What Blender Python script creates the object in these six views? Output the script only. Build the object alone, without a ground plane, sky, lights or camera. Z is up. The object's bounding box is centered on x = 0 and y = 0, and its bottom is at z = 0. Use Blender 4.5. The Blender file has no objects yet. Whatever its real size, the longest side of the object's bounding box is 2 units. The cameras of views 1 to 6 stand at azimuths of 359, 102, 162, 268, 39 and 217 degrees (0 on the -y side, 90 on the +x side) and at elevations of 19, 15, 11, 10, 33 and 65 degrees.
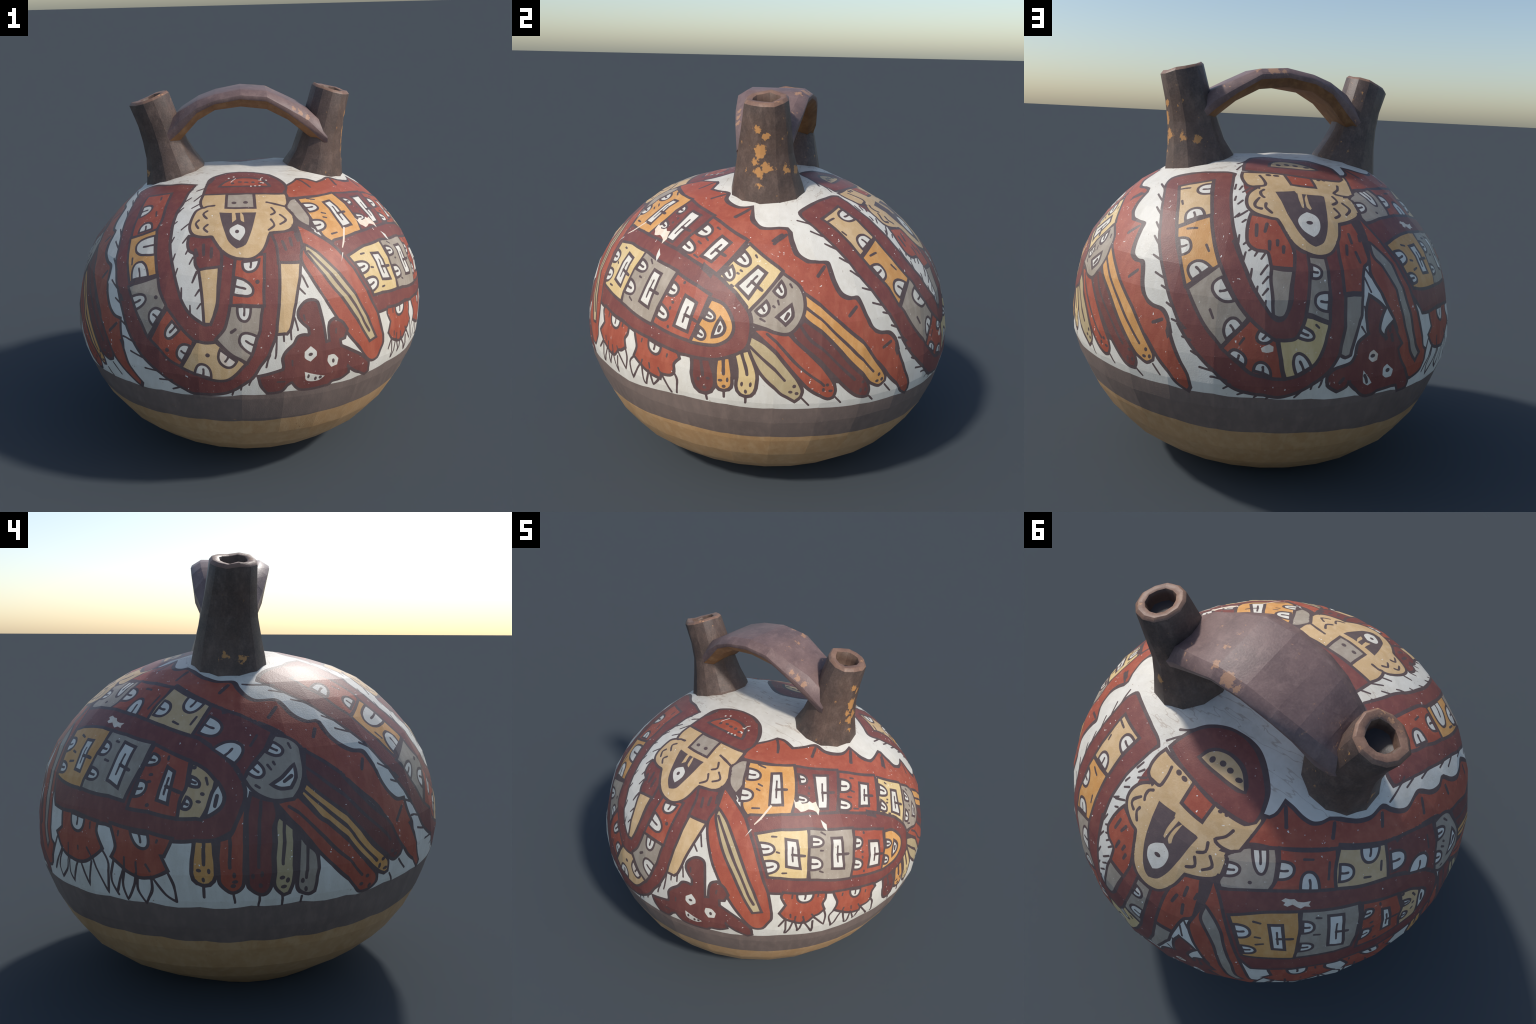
import bpy, math, random
import numpy as np
from mathutils import Vector
from mathutils.geometry import delaunay_2d_cdt

random.seed(11)

# ---------------------------------------------------------------- body shape
# Squat globular jar: polar profile (latitude -> radius around BODY_CENTRE_Z),
# slightly leaning and not perfectly round, like a coil-built pot.
PROFILE = [(-90, .755), (-75, .781), (-60, .809), (-48, .8275), (-36, .8807), (-24, .9248), (-12, .9613), (0, .9966),
           (12, 1.0015), (24, 1.005), (36, .9813), (48, .9609), (60, .9264), (75, .8905), (90, .8623)]
BODY_CENTRE_Z = .68
LEAN_X, LEAN_Y = .028, .0392
OFFSET_X, OFFSET_Y = -.0054, -.002
OVAL_C, OVAL_S, TWIST_C, TWIST_S, LOP_C, LOP_S = -.0002, .007, .0068, .0055, .0135, .0044
# thumb-pressed swellings and flats: azimuth, latitude, reach in degrees, height in metres
SWELLS = [(163, 61, 15, .038), (12, 63, 14, .018), (52, 28, 20, -.007), (125, -35, 28, .012), (72, -18, 22, .008), (-115, 66, 14, -.010), (-125, -32, 25, -.006)]
SEGMENTS, FIRST_AZIMUTH = 30, 2.4
RING_LATITUDES = [84, 74, 65, 57, 49, 42, 35, 28, 21, 14, 7, .2, -6.4, -14.4, -22.3, -31, -40, -49, -58, -68, -80]


def spline(knots):
    x = np.array([k[0] for k in knots], float)
    y = np.array([k[1] for k in knots], float)
    n, h = len(x), np.diff(x)
    A, b = np.eye(n), np.zeros(n)
    for i in range(1, n - 1):
        A[i, i - 1], A[i, i], A[i, i + 1] = h[i - 1], 2 * (h[i - 1] + h[i]), h[i]
        b[i] = 6 * ((y[i + 1] - y[i]) / h[i] - (y[i] - y[i - 1]) / h[i - 1])
    m = np.linalg.solve(A, b)

    def f(q):
        q = np.asarray(q, float)
        i = np.clip(np.searchsorted(x, q) - 1, 0, n - 2)
        t, hh = q - x[i], h[i]
        return y[i] + t * ((y[i + 1] - y[i]) / hh - hh * (2 * m[i] + m[i + 1]) / 6) + t * t * m[i] / 2 + t ** 3 * (m[i + 1] - m[i]) / (6 * hh)
    return f


profile = spline(PROFILE)


def body_point(az, lat):
    """World position on the jar's skin; az and lat in degrees about the jar's own axis."""
    az, lat = np.asarray(az, float), np.asarray(lat, float)
    th, ph = np.radians(az), np.radians(lat)
    k = 1 + OVAL_C * np.cos(2 * th) + OVAL_S * np.sin(2 * th) + (TWIST_C * np.cos(2 * th) + TWIST_S * np.sin(2 * th) + LOP_C * np.cos(th) + LOP_S * np.sin(th)) * np.sin(2 * ph)
    r = k * profile(lat)
    for a0, l0, reach, height in SWELLS:
        c = np.sin(ph) * math.sin(math.radians(l0)) + np.cos(ph) * math.cos(math.radians(l0)) * np.cos(th - math.radians(a0))
        r = r + height * np.exp(-(np.degrees(np.arccos(np.clip(c, -1, 1))) / reach) ** 2)
    x, y, zt = r * np.cos(ph) * np.cos(th), r * np.cos(ph) * np.sin(th), r * np.sin(ph)
    z = zt - LEAN_X * x - LEAN_Y * y
    out = np.stack([x + OFFSET_X + LEAN_X * z, y + OFFSET_Y + LEAN_Y * z, z + BODY_CENTRE_Z], -1)
    out[..., 2] = np.maximum(out[..., 2], 0.0)
    return out


def metric(lat):
    """Metres per degree eastward and northward."""
    r = profile(lat)
    return np.maximum(r * np.cos(np.radians(lat)), .05) * math.pi / 180, r * math.pi / 180


# ---------------------------------------------------------------- materials
def srgb(h):
    c = [int(h[i:i + 2], 16) / 255 for i in (0, 2, 4)]
    return [v / 12.92 if v <= .04045 else ((v + .055) / 1.055) ** 2.4 for v in c]


def nodes_of(name):
    mat = bpy.data.materials.new(name)
    mat.use_nodes = True
    nt = mat.node_tree
    return mat, nt, nt.nodes["Principled BSDF"]


def noise(nt, scale, detail=4.0, rough=.6, stretch=(1, 1, 1), offset=(0, 0, 0)):
    tc, mp, nz = nt.nodes.new("ShaderNodeTexCoord"), nt.nodes.new("ShaderNodeMapping"), nt.nodes.new("ShaderNodeTexNoise")
    mp.inputs["Scale"].default_value, mp.inputs["Location"].default_value = stretch, offset
    nz.inputs["Scale"].default_value, nz.inputs["Detail"].default_value, nz.inputs["Roughness"].default_value = scale, detail, rough
    nt.links.new(tc.outputs["Object"], mp.inputs["Vector"])
    nt.links.new(mp.outputs["Vector"], nz.inputs["Vector"])
    return nz.outputs["Fac"]


def ramp(nt, fac, lo, hi):
    n = nt.nodes.new("ShaderNodeMapRange")
    n.interpolation_type = "SMOOTHSTEP"
    n.inputs["From Min"].default_value, n.inputs["From Max"].default_value = lo, hi
    nt.links.new(fac, n.inputs["Value"])
    return n.outputs["Result"]


def math_node(nt, op, a, b):
    n = nt.nodes.new("ShaderNodeMath")
    n.operation = op
    for s, v in zip(n.inputs, (a, b)):
        if isinstance(v, (int, float)):
            s.default_value = v
        else:
            nt.links.new(v, s)
    return n.outputs[0]


def mix(nt, fac, a, b):
    n = nt.nodes.new("ShaderNodeMix")
    n.data_type = "RGBA"
    for s, v in ((n.inputs[0], fac), (n.inputs[6], a), (n.inputs[7], b)):
        if isinstance(v, (int, float)):
            s.default_value = v
        elif isinstance(v, (list, tuple)):
            s.default_value = (*v[:3], 1)
        else:
            nt.links.new(v, s)
    return n.outputs[2]


# Rounded-jar shading over the faceted skin: the outward direction is (x, y, rise(height)).
RISE = [(0, -1.12), (.125, -.98), (.226, -.78), (.36, -.56), (.51, -.34), (.60, -.19), (.72, 0), (.85, .17), (1.02, .37), (1.18, .57), (1.31, .76), (1.415, .98), (1.49, 1.28), (1.56, 1.9)]


def jar_normal(nt):
    tc, sep, com = nt.nodes.new("ShaderNodeTexCoord"), nt.nodes.new("ShaderNodeSeparateXYZ"), nt.nodes.new("ShaderNodeCombineXYZ")
    nt.links.new(tc.outputs["Object"], sep.inputs[0])
    fc = nt.nodes.new("ShaderNodeFloatCurve")
    curve = fc.mapping.curves[0]
    pts = [(z / 1.6, (w + 1.5) / 4) for z, w in RISE]
    curve.points[0].location, curve.points[1].location = pts[0], pts[-1]
    for p in pts[1:-1]:
        curve.points.new(*p)
    fc.mapping.update()
    nt.links.new(math_node(nt, "DIVIDE", sep.outputs["Z"], 1.6), fc.inputs["Value"])
    rise = math_node(nt, "SUBTRACT", math_node(nt, "MULTIPLY", fc.outputs[0], 4.0), 1.5)
    for i, v in enumerate((sep.outputs["X"], sep.outputs["Y"], rise)):
        nt.links.new(v, com.inputs[i])
    def vec(op, *args):
        n = nt.nodes.new("ShaderNodeVectorMath")
        n.operation = op
        for s, v in zip(n.inputs, args):
            nt.links.new(v, s)
        return n.outputs[0]
    # half way between the round jar and its facets, so facets stay faintly readable
    return vec("NORMALIZE", vec("ADD", vec("NORMALIZE", com.outputs[0]), nt.nodes.new("ShaderNodeNewGeometry").outputs["True Normal"]))


def bump(nt, bsdf, height, strength=.12, jar=False):
    b = nt.nodes.new("ShaderNodeBump")
    b.inputs["Strength"].default_value, b.inputs["Distance"].default_value = strength, .002
    nt.links.new(height, b.inputs["Height"])
    if jar:
        nt.links.new(jar_normal(nt), b.inputs["Normal"])
    else:
        # soften the facets of spouts and bridge half way
        geo, add, unit = nt.nodes.new("ShaderNodeNewGeometry"), nt.nodes.new("ShaderNodeVectorMath"), nt.nodes.new("ShaderNodeVectorMath")
        unit.operation = "NORMALIZE"
        nt.links.new(geo.outputs["Normal"], add.inputs[0])
        nt.links.new(geo.outputs["True Normal"], add.inputs[1])
        nt.links.new(add.outputs[0], unit.inputs[0])
        nt.links.new(unit.outputs[0], b.inputs["Normal"])
    nt.links.new(b.outputs["Normal"], bsdf.inputs["Normal"])


def slip_paint(name, tone, deep, pale, chip="F4EEE4", chips=.70, wash=.5, rough=.5, scratches=False, jar=True):
    """Clay slip: brushed tone variation, fine grain and tiny worn flecks showing the ground."""
    mat, nt, bsdf = nodes_of(name)
    broad = ramp(nt, noise(nt, 5.0, 5, .65), .35, .68)
    brush = ramp(nt, noise(nt, 26.0, 4, .6, (1, 1, .35), (3, 1, 7)), .40, .72)
    grain = ramp(nt, noise(nt, 150.0, 2, .6), .30, .72)
    col = mix(nt, math_node(nt, "MULTIPLY", broad, wash), srgb(tone), srgb(deep))
    col = mix(nt, math_node(nt, "MULTIPLY", brush, wash), col, srgb(pale))
    col = mix(nt, math_node(nt, "MULTIPLY", grain, .18), col, srgb(pale))
    if scratches:
        n = noise(nt, 7.0, 3, .55, (.35, 1.6, 1.6), (1, 2, 9))
        thin = math_node(nt, "SUBTRACT", 1.0, ramp(nt, math_node(nt, "ABSOLUTE", math_node(nt, "SUBTRACT", n, .5), 0), .0, .012))
        geo, sep = nt.nodes.new("ShaderNodeTexCoord"), nt.nodes.new("ShaderNodeSeparateXYZ")
        nt.links.new(geo.outputs["Object"], sep.inputs[0])
        crown = ramp(nt, sep.outputs["Z"], 1.42, 1.50)
        col = mix(nt, math_node(nt, "MULTIPLY", math_node(nt, "MULTIPLY", thin, crown), .55), col, srgb(chip))
    if chips:
        spot = ramp(nt, noise(nt, 62.0, 2, .55, (1, 1, 1), (5, 9, 2)), chips, chips + .03)
        area = ramp(nt, noise(nt, 9.0, 3, .6, (1, 1, 1), (2, 6, 4)), .42, .60)
        col = mix(nt, math_node(nt, "MULTIPLY", spot, area), col, srgb(chip))
    nt.links.new(col, bsdf.inputs["Base Color"])
    bump(nt, bsdf, grain, jar=jar)
    bsdf.inputs["Roughness"].default_value = rough
    bsdf.inputs["Specular IOR Level"].default_value = .5
    return mat


def blotch_mask(nt, places, wobble=.07):
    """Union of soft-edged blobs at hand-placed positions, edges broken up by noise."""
    tc = nt.nodes.new("ShaderNodeTexCoord")
    jag = math_node(nt, "MULTIPLY", math_node(nt, "SUBTRACT", noise(nt, 46.0, 4, .65), .5), wobble)
    total = None
    for x, y, z, r in places:
        d = nt.nodes.new("ShaderNodeVectorMath")
        d.operation = "DISTANCE"
        d.inputs[1].default_value = (x, y, z)
        nt.links.new(tc.outputs["Object"], d.inputs[0])
        m = ramp(nt, math_node(nt, "ADD", math_node(nt, "SUBTRACT", r, d.outputs["Value"]), jag), -.002, .003)
        total = m if total is None else math_node(nt, "MAXIMUM", total, m)
    return total


GROUND_WHITE = slip_paint("white_slip", "DDD7CB", "C8C0B0", "E6E1D6", chip="A89482", chips=.71, wash=.55, scratches=True)
PALETTE_LIST = [
    ("white", GROUND_WHITE),
    ("band", slip_paint("dark_band_slip", "7A6A62", "6C5D56", "8A776D", chip="B08A62", chips=.735, wash=.6)),
    ("clay", slip_paint("bare_clay", "C49A6C", "B68A5A", "D2AE82", chip="8A6238", chips=.73, wash=.6, rough=.5)),
    ("line", slip_paint("outline_slip", "5C4B49", "524243", "6A5854", chips=.76, wash=.5)),
    ("maroon", slip_paint("maroon_slip", "7C4640", "6E3C3A", "8C554A", wash=.6)),
    ("red", slip_paint("brick_red_slip", "A4533F", "944636", "B4664E", chips=.69, wash=.6)),
    ("orange", slip_paint("orange_slip", "D49A58", "C68A4A", "DFAE74", wash=.6)),
    ("tan", slip_paint("tan_slip", "D0AE80", "C09C6C", "DBBE96", wash=.6)),
    ("yellow", slip_paint("yellow_slip", "D8BC86", "C8A96E", "E2CA9C", wash=.6)),
    ("grey", slip_paint("grey_slip", "A49686", "938574", "B4A797", wash=.6)),
    ("dun", slip_paint("dun_slip", "BBA67E", "AB9570", "C6B48E", wash=.6)),
    ("slate", slip_paint("slate_slip", "5F4F4E", "554647", "6D5C58", chips=.76, wash=.5)),
    ("purple", slip_paint("purple_brown_slip", "74453F", "683C3A", "825148", wash=.6)),
    ("bone", slip_paint("bone_chip", "E6D2BC", "DCC2A6", "F2E6D8", chips=0, wash=.8)),
]
PALETTE = [m for _, m in PALETTE_LIST]
PALETTE_INDEX = {k: i for i, (k, _) in enumerate(PALETTE_LIST)}


def dark_pot(name, base, deep, rub, chip, chips, blobs=(), worn=.5):
    """Smoke-dark slip, burnished streaks, rubbed patches and clay-coloured losses."""
    mat, nt, bsdf = nodes_of(name)
    broad = ramp(nt, noise(nt, 7.0, 5, .65), .35, .66)
    streak = ramp(nt, noise(nt, 22.0, 5, .7, (1, 1, .6), (1, 4, 2)), .46, .72)
    grain = ramp(nt, noise(nt, 120.0, 2, .6), .32, .72)
    col = mix(nt, broad, srgb(base), srgb(deep))
    col = mix(nt, math_node(nt, "MULTIPLY", streak, worn), col, srgb(rub))
    col = mix(nt, math_node(nt, "MULTIPLY", grain, .2), col, srgb(rub))
    spot = ramp(nt, noise(nt, 30.0, 4, .6, (1, 1, 1), (8, 3, 1)), chips, chips + .05)
    area = ramp(nt, noise(nt, 6.0, 3, .6, (1, 1, 1), (5, 5, 5)), .45, .58)
    loss = math_node(nt, "MULTIPLY", spot, area)
    if blobs:
        loss = math_node(nt, "MAXIMUM", loss, blotch_mask(nt, blobs))
    col = mix(nt, loss, col, srgb(chip))
    nt.links.new(col, bsdf.inputs["Base Color"])
    bump(nt, bsdf, grain)
    bsdf.inputs["Roughness"].default_value = .5
    bsdf.inputs["Specular IOR Level"].default_value = .4
    return mat


SPOUT_LOSSES = [(.556, .070, 1.715, .034), (.553, .050, 1.665, .020), (.560, .105, 1.640, .036), (.552, .160, 1.640, .024), (.556, .065, 1.615, .028), (.552, -.005, 1.625, .022),
                (.560, .07, 1.555, .018), (.552, .06, 1.82, .018), (.556, .10, 1.79, .016), (.42, .215, 1.62, .020), (.50, .195, 1.63, .022), (-.55, .06, 1.54, .02), (-.56, -.02, 1.53, .018)]
DARK_WALL = dark_pot("smoked_slip", "5E4C43", "4A3E39", "806B60", "BE8A55", .66, SPOUT_LOSSES)
BRIDGE_LOSSES = [(.05, .19, 1.96, .03), (.12, .17, 1.95, .022), (.0, .2, 1.955, .02), (.30, -.10, 1.855, .02), (.34, -.09, 1.83, .018), (.26, -.11, 1.875, .012), (.16, .08, 1.96, .014)]
DARK_BRIDGE = dark_pot("bridge_slip", "7B6460", "6A5654", "957C75", "A98268", .64, BRIDGE_LOSSES, worn=.5)
WORN_LIP = dark_pot("worn_lip", "8A6A58", "75594C", "A3836C", "B98C68", .6)
BORE_PAINTED_SHADOW = slip_paint("bore_floor_painted_shadow", "3A3230", "322B2A", "453B37", chips=0, jar=False)  # shallow bore floor coloured near-black to show the shadow inside the spout
BORE = dark_pot("bore_clay", "6B5347", "574439", "836A58", "94704F", .66)
RAW_SOFFIT = slip_paint("soffit_clay", "8E6540", "6E4E33", "A07850", chip="5A4030", chips=.70, wash=.8, rough=.6, jar=False)
EDGE_AZ = [15 * i for i in range(25)]      # measured from azimuth -180
GROUND_EDGES = [("band", [-7.9, -7.7, -8.4, -6.8, -6.4, -5.4, -4.7, -3.7, -3.8, -2.5, -3.2, -1.2, -1.0, -1.2, -1.2, -1.9, -2.3, -2.9, -3.6, -4.7, -6.0, -6.9, -6.8, -7.8, -7.9]),
                ("clay", [-19.0, -18.8, -18.5, -17.8, -16.8, -15.7, -15.5, -14.6, -14.4, -13.9, -13.6, -12.2, -12.4, -12.2, -12.3, -13.1, -14.0, -14.3, -14.9, -16.5, -17.4, -17.5, -17.8, -18.6, -19.0])]


# ---------------------------------------------------------------- painting
# Brush work is described on the skin in (azimuth, latitude) degrees.  Every mark
# becomes a cut in the skin, so each painted field is real mesh with its own material.
LAYERS = []          # painter's order: dicts with kind, points, colour, motif
LINE = .0155         # usual width of the dark outlines, metres
MOTIF = ["painted_mask"]
WORLD_NORTH = 90.0


def motif(name):
    MOTIF[0] = name


def lerp(a, b, t):
    return (a[0] + (b[0] - a[0]) * t, a[1] + (b[1] - a[1]) * t)


def local(points):
    """Degrees -> metres in a flat patch around the mark, and back."""
    lat0 = sum(p[1] for p in points) / len(points)
    az0 = points[0][0]
    ex, ny = (float(v) for v in metric(lat0))
    fwd = lambda p: (((p[0] - az0 + 180) % 360 - 180) * float(metric(p[1])[0]), (p[1] - lat0) * ny)
    def back(q):
        lat = lat0 + q[1] / ny
        return (az0 + q[0] / float(metric(lat)[0]), lat)
    return fwd, back


def offset_curve(pts, half, closed):
    fwd, back = local(pts)
    q = np.array([fwd(p) for p in pts])
    nxt, prv = np.roll(q, -1, 0), np.roll(q, 1, 0)
    if not closed:
        nxt[-1], prv[0] = q[-1], q[0]
    d1, d2 = q - prv, nxt - q
    d1 /= np.linalg.norm(d1, axis=1, keepdims=True) + 1e-12
    d2 /= np.linalg.norm(d2, axis=1, keepdims=True) + 1e-12
    d = d1 + d2
    L = np.linalg.norm(d, axis=1, keepdims=True)
    d = np.where(L > .2, d / (L + 1e-12), d2)
    grow = np.clip(1 / np.maximum(.3, np.sqrt(np.clip((1 + (d1 * d2).sum(1)) / 2, 0, 1))), 1, 1.6)
    if not closed:
        grow[0] = grow[-1] = 1
    nrm = np.stack([-d[:, 1], d[:, 0]], -1) * (half * grow)[:, None]
    return q, nrm, d, back


def smooth(points, closed, corner=52, step=.02):
    """Catmull-Rom through control points; turns sharper than `corner` degrees stay corners."""
    fwd, back = local(points)
    q = [fwd(p) for p in points]
    n = len(q)
    if n < 3:
        closed = False
    sharp = []
    for i in range(n):
        a, b, c = q[i - 1], q[i], q[(i + 1) % n]
        if not closed and i in (0, n - 1):
            sharp.append(True)
            continue
        t = math.atan2(c[1] - b[1], c[0] - b[0]) - math.atan2(b[1] - a[1], b[0] - a[0])
        sharp.append(abs((math.degrees(t) + 180) % 360 - 180) > corner)
    out = []
    for i in range(n if closed else n - 1):
        p1, p2 = q[i], q[(i + 1) % n]
        p0 = p1 if sharp[i] else q[i - 1]
        p3 = p2 if sharp[(i + 1) % n] else q[(i + 2) % n]
        k = max(1, min(14, int(math.dist(p1, p2) / step) + (0 if sharp[i] and sharp[(i + 1) % n] else 2)))
        L = math.dist(p1, p2)
        m1 = [(p2[d] - p0[d]) * .5 for d in (0, 1)]
        m2 = [(p3[d] - p1[d]) * .5 for d in (0, 1)]
        for m in (m1, m2):
            s = math.hypot(*m)
            if s > L:
                m[0] *= L / s
                m[1] *= L / s
        for j in range(k):
            t = j / k
            a, b, c, e = 2 * t ** 3 - 3 * t * t + 1, t ** 3 - 2 * t * t + t, -2 * t ** 3 + 3 * t * t, t ** 3 - t * t
            out.append(tuple(a * p1[d] + b * m1[d] + c * p2[d] + e * m2[d] for d in (0, 1)))
    if not closed:
        out.append(q[-1])
    return [back(p) for p in out]


def fill(points, colour, corner=52, raw=False):
    LAYERS.append(dict(kind="fill", pts=points if raw else smooth(points, True, corner), colour=colour, motif=MOTIF[0]))


def stroke(points, width=LINE, colour="line", closed=False, taper=0.0, corner=52, raw=False):
    LAYERS.append(dict(kind="stroke", pts=points if raw else smooth(points, closed, corner), width=width, colour=colour, closed=closed, taper=taper, motif=MOTIF[0]))


def grown(p, by):
    """Closed curve pushed outward by a few millimetres."""
    q, nrm, d, back = offset_curve(p, np.full(len(p), by), True)
    area = float(np.sum(q[:, 0] * np.roll(q[:, 1], -1) - q[:, 1] * np.roll(q[:, 0], -1)))
    return [back(v) for v in (q - nrm if area > 0 else q + nrm)]


def shape(points, colour, width=LINE, corner=52, grow=.35):
    """A painted field with its dark outline."""
    p = smooth(points, True, corner)
    if grow:
        p = grown(p, width * grow)
    LAYERS.append(dict(kind="fill", pts=p, colour=colour, motif=MOTIF[0], hidden_edge=True))
    stroke(p, width, closed=True, raw=True)


def lines(*strokes, width=LINE, colour="line"):
    for s in strokes:
        stroke(list(s), width, colour, corner=115)


def dots(*places, size=.011, colour="line"):
    for p in places:
        ex, ny = (float(v) for v in metric(p[1]))
        a0 = random.uniform(0, 6.28)
        sq = random.uniform(.7, 1.3)
        fill([(p[0] + size * sq * math.cos(a0 + t * 1.0472) / ex, p[1] + size / sq * math.sin(a0 + t * 1.0472) / ny) for t in range(6)], colour, 180)


def tooth(a, b, apex, slit=True, white="white", line=LINE * .85):
    """Dome-shaped white mark standing on base a-b, dark slit inside, dark outline."""
    fwd, back = local([a, b, apex])
    A, B, T = fwd(a), fwd(b), fwd(apex)
    g, h = 1 + line / math.dist(A, B), 1 + line * .5 / max(.01, math.dist(T, ((A[0] + B[0]) / 2, (A[1] + B[1]) / 2)))
    M = ((A[0] + B[0]) / 2, (A[1] + B[1]) / 2)
    pt = lambda s, t: (M[0] + (B[0] - A[0]) * s * g / 2 + (T[0] - M[0]) * t * h, M[1] + (B[1] - A[1]) * s * g / 2 + (T[1] - M[1]) * t * h)
    dome = [pt(-1, 0), pt(-.97, .35), pt(-.78, .72), pt(-.4, .95), pt(0, 1.0), pt(.4, .95), pt(.78, .72), pt(.97, .35), pt(1, 0)]
    dome = smooth([back(p) for p in dome], True, 60)
    LAYERS.append(dict(kind="fill", pts=dome, colour=white, motif=MOTIF[0], hidden_edge=True))
    stroke(dome, line, closed=True, raw=True)
    if slit:
        stroke([back(pt(0, -.02)), back(pt(.05, .30)), back(pt(0, .58))], line * .85)


def glyph(tl, tr, br, bl, bar=1.75, line=LINE * .9):
    """Upright white frame with a dark slot and a side bar."""
    quad = lambda u, v: lerp(lerp(tl, tr, u), lerp(bl, br, u), v)
    box = [quad(0, 0), quad(1, 0), quad(1, 1), quad(0, 1)]
    shape(box, "white", line * 1.1, grow=.5)
    lines([quad(.55, .24), quad(.5, .5), quad(.5, .80)], width=line * .7)
    if bar:
        lines([quad(.5, .53), quad(1.0, .53), quad(bar, .53)], width=line * 1.05)


def feather(centre, width, colour, quill=True, spots=True, whisker=None, spot_colour="line"):
    """Long round-ended plume along a centre line (root -> tip)."""
    line = smooth(list(centre), False)
    fwd, back = local(line)
    q = [fwd(p) for p in line]
    n = len(q)
    left, right = [], []
    tip = []
    for i, p in enumerate(q):
        a, b = q[max(i - 1, 0)], q[min(i + 1, n - 1)]
        L = math.dist(a, b) or 1e-9
        nx, ny = -(b[1] - a[1]) / L, (b[0] - a[0]) / L
        w = width / 2 * (.74 + .26 * min(1, 1.6 * i / (n - 1)))
        left.append((p[0] + nx * w, p[1] + ny * w))
        right.append((p[0] - nx * w, p[1] - ny * w))
        if i == n - 1:
            tx, ty = (b[0] - a[0]) / L, (b[1] - a[1]) / L
            tip = [(p[0] + nx * w * math.cos(t) + tx * w * math.sin(t), p[1] + ny * w * math.cos(t) + ty * w * math.sin(t)) for t in (.5, 1.0, 1.5708, 2.14, 2.64)]
    out = [back(p) for p in left + tip + right[::-1]]
    LAYERS.append(dict(kind="fill", pts=out, colour=colour, motif=MOTIF[0], hidden_edge=True))
    stroke(out, LINE * 1.1, closed=True, raw=True)
    k = max(2, int(n * .74))
    if quill:
        stroke(line[:k], LINE, raw=True)
    end, back_dir = q[-1], (q[-1][0] - q[-3 if n > 2 else 0][0], q[-1][1] - q[-3 if n > 2 else 0][1])
    L = math.hypot(*back_dir) or 1e-9
    tx, ty = back_dir[0] / L, back_dir[1] / L
    w = width / 2
    if spots:
        dots(*[back((end[0] + tx * u * w - ty * v * w, end[1] + ty * u * w + tx * v * w)) for u, v in ((-.35, .42), (-.3, -.42), (.45, 0))], size=.009, colour=spot_colour)
    if whisker:
        stroke([back((end[0] + tx * w * .9, end[1] + ty * w * .9)), back((end[0] + tx * (w + whisker), end[1] + ty * (w + whisker)))], LINE * .8)


def eye(centre, rx, ry, pupil=.010, white="white", line=LINE):
    ex, ny = (float(v) for v in metric(centre[1]))
    shape([(centre[0] + rx * math.cos(t * .785) / ex, centre[1] + ry * math.sin(t * .785) / ny) for t in range(8)], white, line, 180)
    if pupil:
        dots(centre, size=pupil)


# --- first flying figure: streamer loop behind the mask
motif("painted_streamer")
shape([(-133.6, 62.0), (-145.4, 60.1), (-152.6, 57.5), (-162.5, 55.0), (-167.5, 52.4), (-169.4, 49.8), (-163.9, 47.1), (-159.6, 44.5), (-154.8, 41.1), (-150.8, 37.6), (-147.2, 34.3), (-144.2, 31.1), (-142.0, 28.0), (-139.4, 24.9), (-137.7, 22.5), (-135.3, 19.9), (-133.6, 17.7), (-135.4, 19.9), (-133.8, 17.6), (-131.9, 14.9), (-129.7, 11.3), (-126.8, 7.8), (-123.0, 4.0), (-118.2, 0.7), (-114.1, -1.8), (-110.5, -3.5), (-107.4, -4.9), (-103.9, -4.7), (-100.6, -4.3), (-96.8, -3.3), (-93.6, -1.3), (-90.6, 1.4), (-88.7, 4.3), (-86.5, 7.5), (-85.0, 10.6), (-84.0, 13.7), (-83.4, 17.3), (-82.8, 20.9), (-82.3, 25.8), (-81.8, 30.9), (-81.7, 36.8), (-82.3, 41.2), (-89.1, 44.4), (-100.8, 47.5), (-112.9, 54.6)], "maroon")
shape([(-154.6, 50.4), (-141.9, 54.8), (-135.4, 48.5), (-131.9, 43.8), (-131.2, 40.5), (-141.1, 36.1), (-144.2, 39.6), (-147.0, 43.4), (-150.8, 46.6)], "red")
shape([(-140.8, 35.3), (-131.1, 40.2), (-129.1, 37.7), (-125.8, 32.5), (-122.5, 27.4), (-131.7, 23.5), (-134.3, 26.8), (-137.6, 31.0)], "orange")
shape([(-131.2, 21.9), (-121.8, 26.4), (-120.0, 23.0), (-116.9, 19.1), (-117.9, 16.8), (-119.9, 13.3), (-121.6, 10.2), (-124.0, 13.3), (-126.7, 16.3), (-129.0, 19.4)], "grey")
shape([(-116.0, 18.0), (-114.1, 16.4), (-110.5, 13.0), (-107.4, 10.6), (-107.8, 9.1), (-110.9, 3.5), (-114.1, 4.7), (-117.6, 7.4), (-120.3, 9.3), (-118.4, 13.3)], "red")
shape([(-106.3, 10.2), (-103.8, 10.1), (-101.0, 10.6), (-100.9, 10.7), (-96.5, 7.5), (-92.8, 4.9), (-95.7, 1.7), (-98.7, 0.3), (-102.4, 0.5), (-106.2, 1.5), (-110.1, 3.0)], "tan")
shape([(-96.8, 20.7), (-87.9, 20.5), (-88.5, 16.3), (-88.9, 13.9), (-90.6, 8.8), (-92.1, 5.6), (-96.0, 7.7), (-100.3, 11.7), (-98.1, 14.7), (-97.2, 17.7)], "grey")
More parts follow.
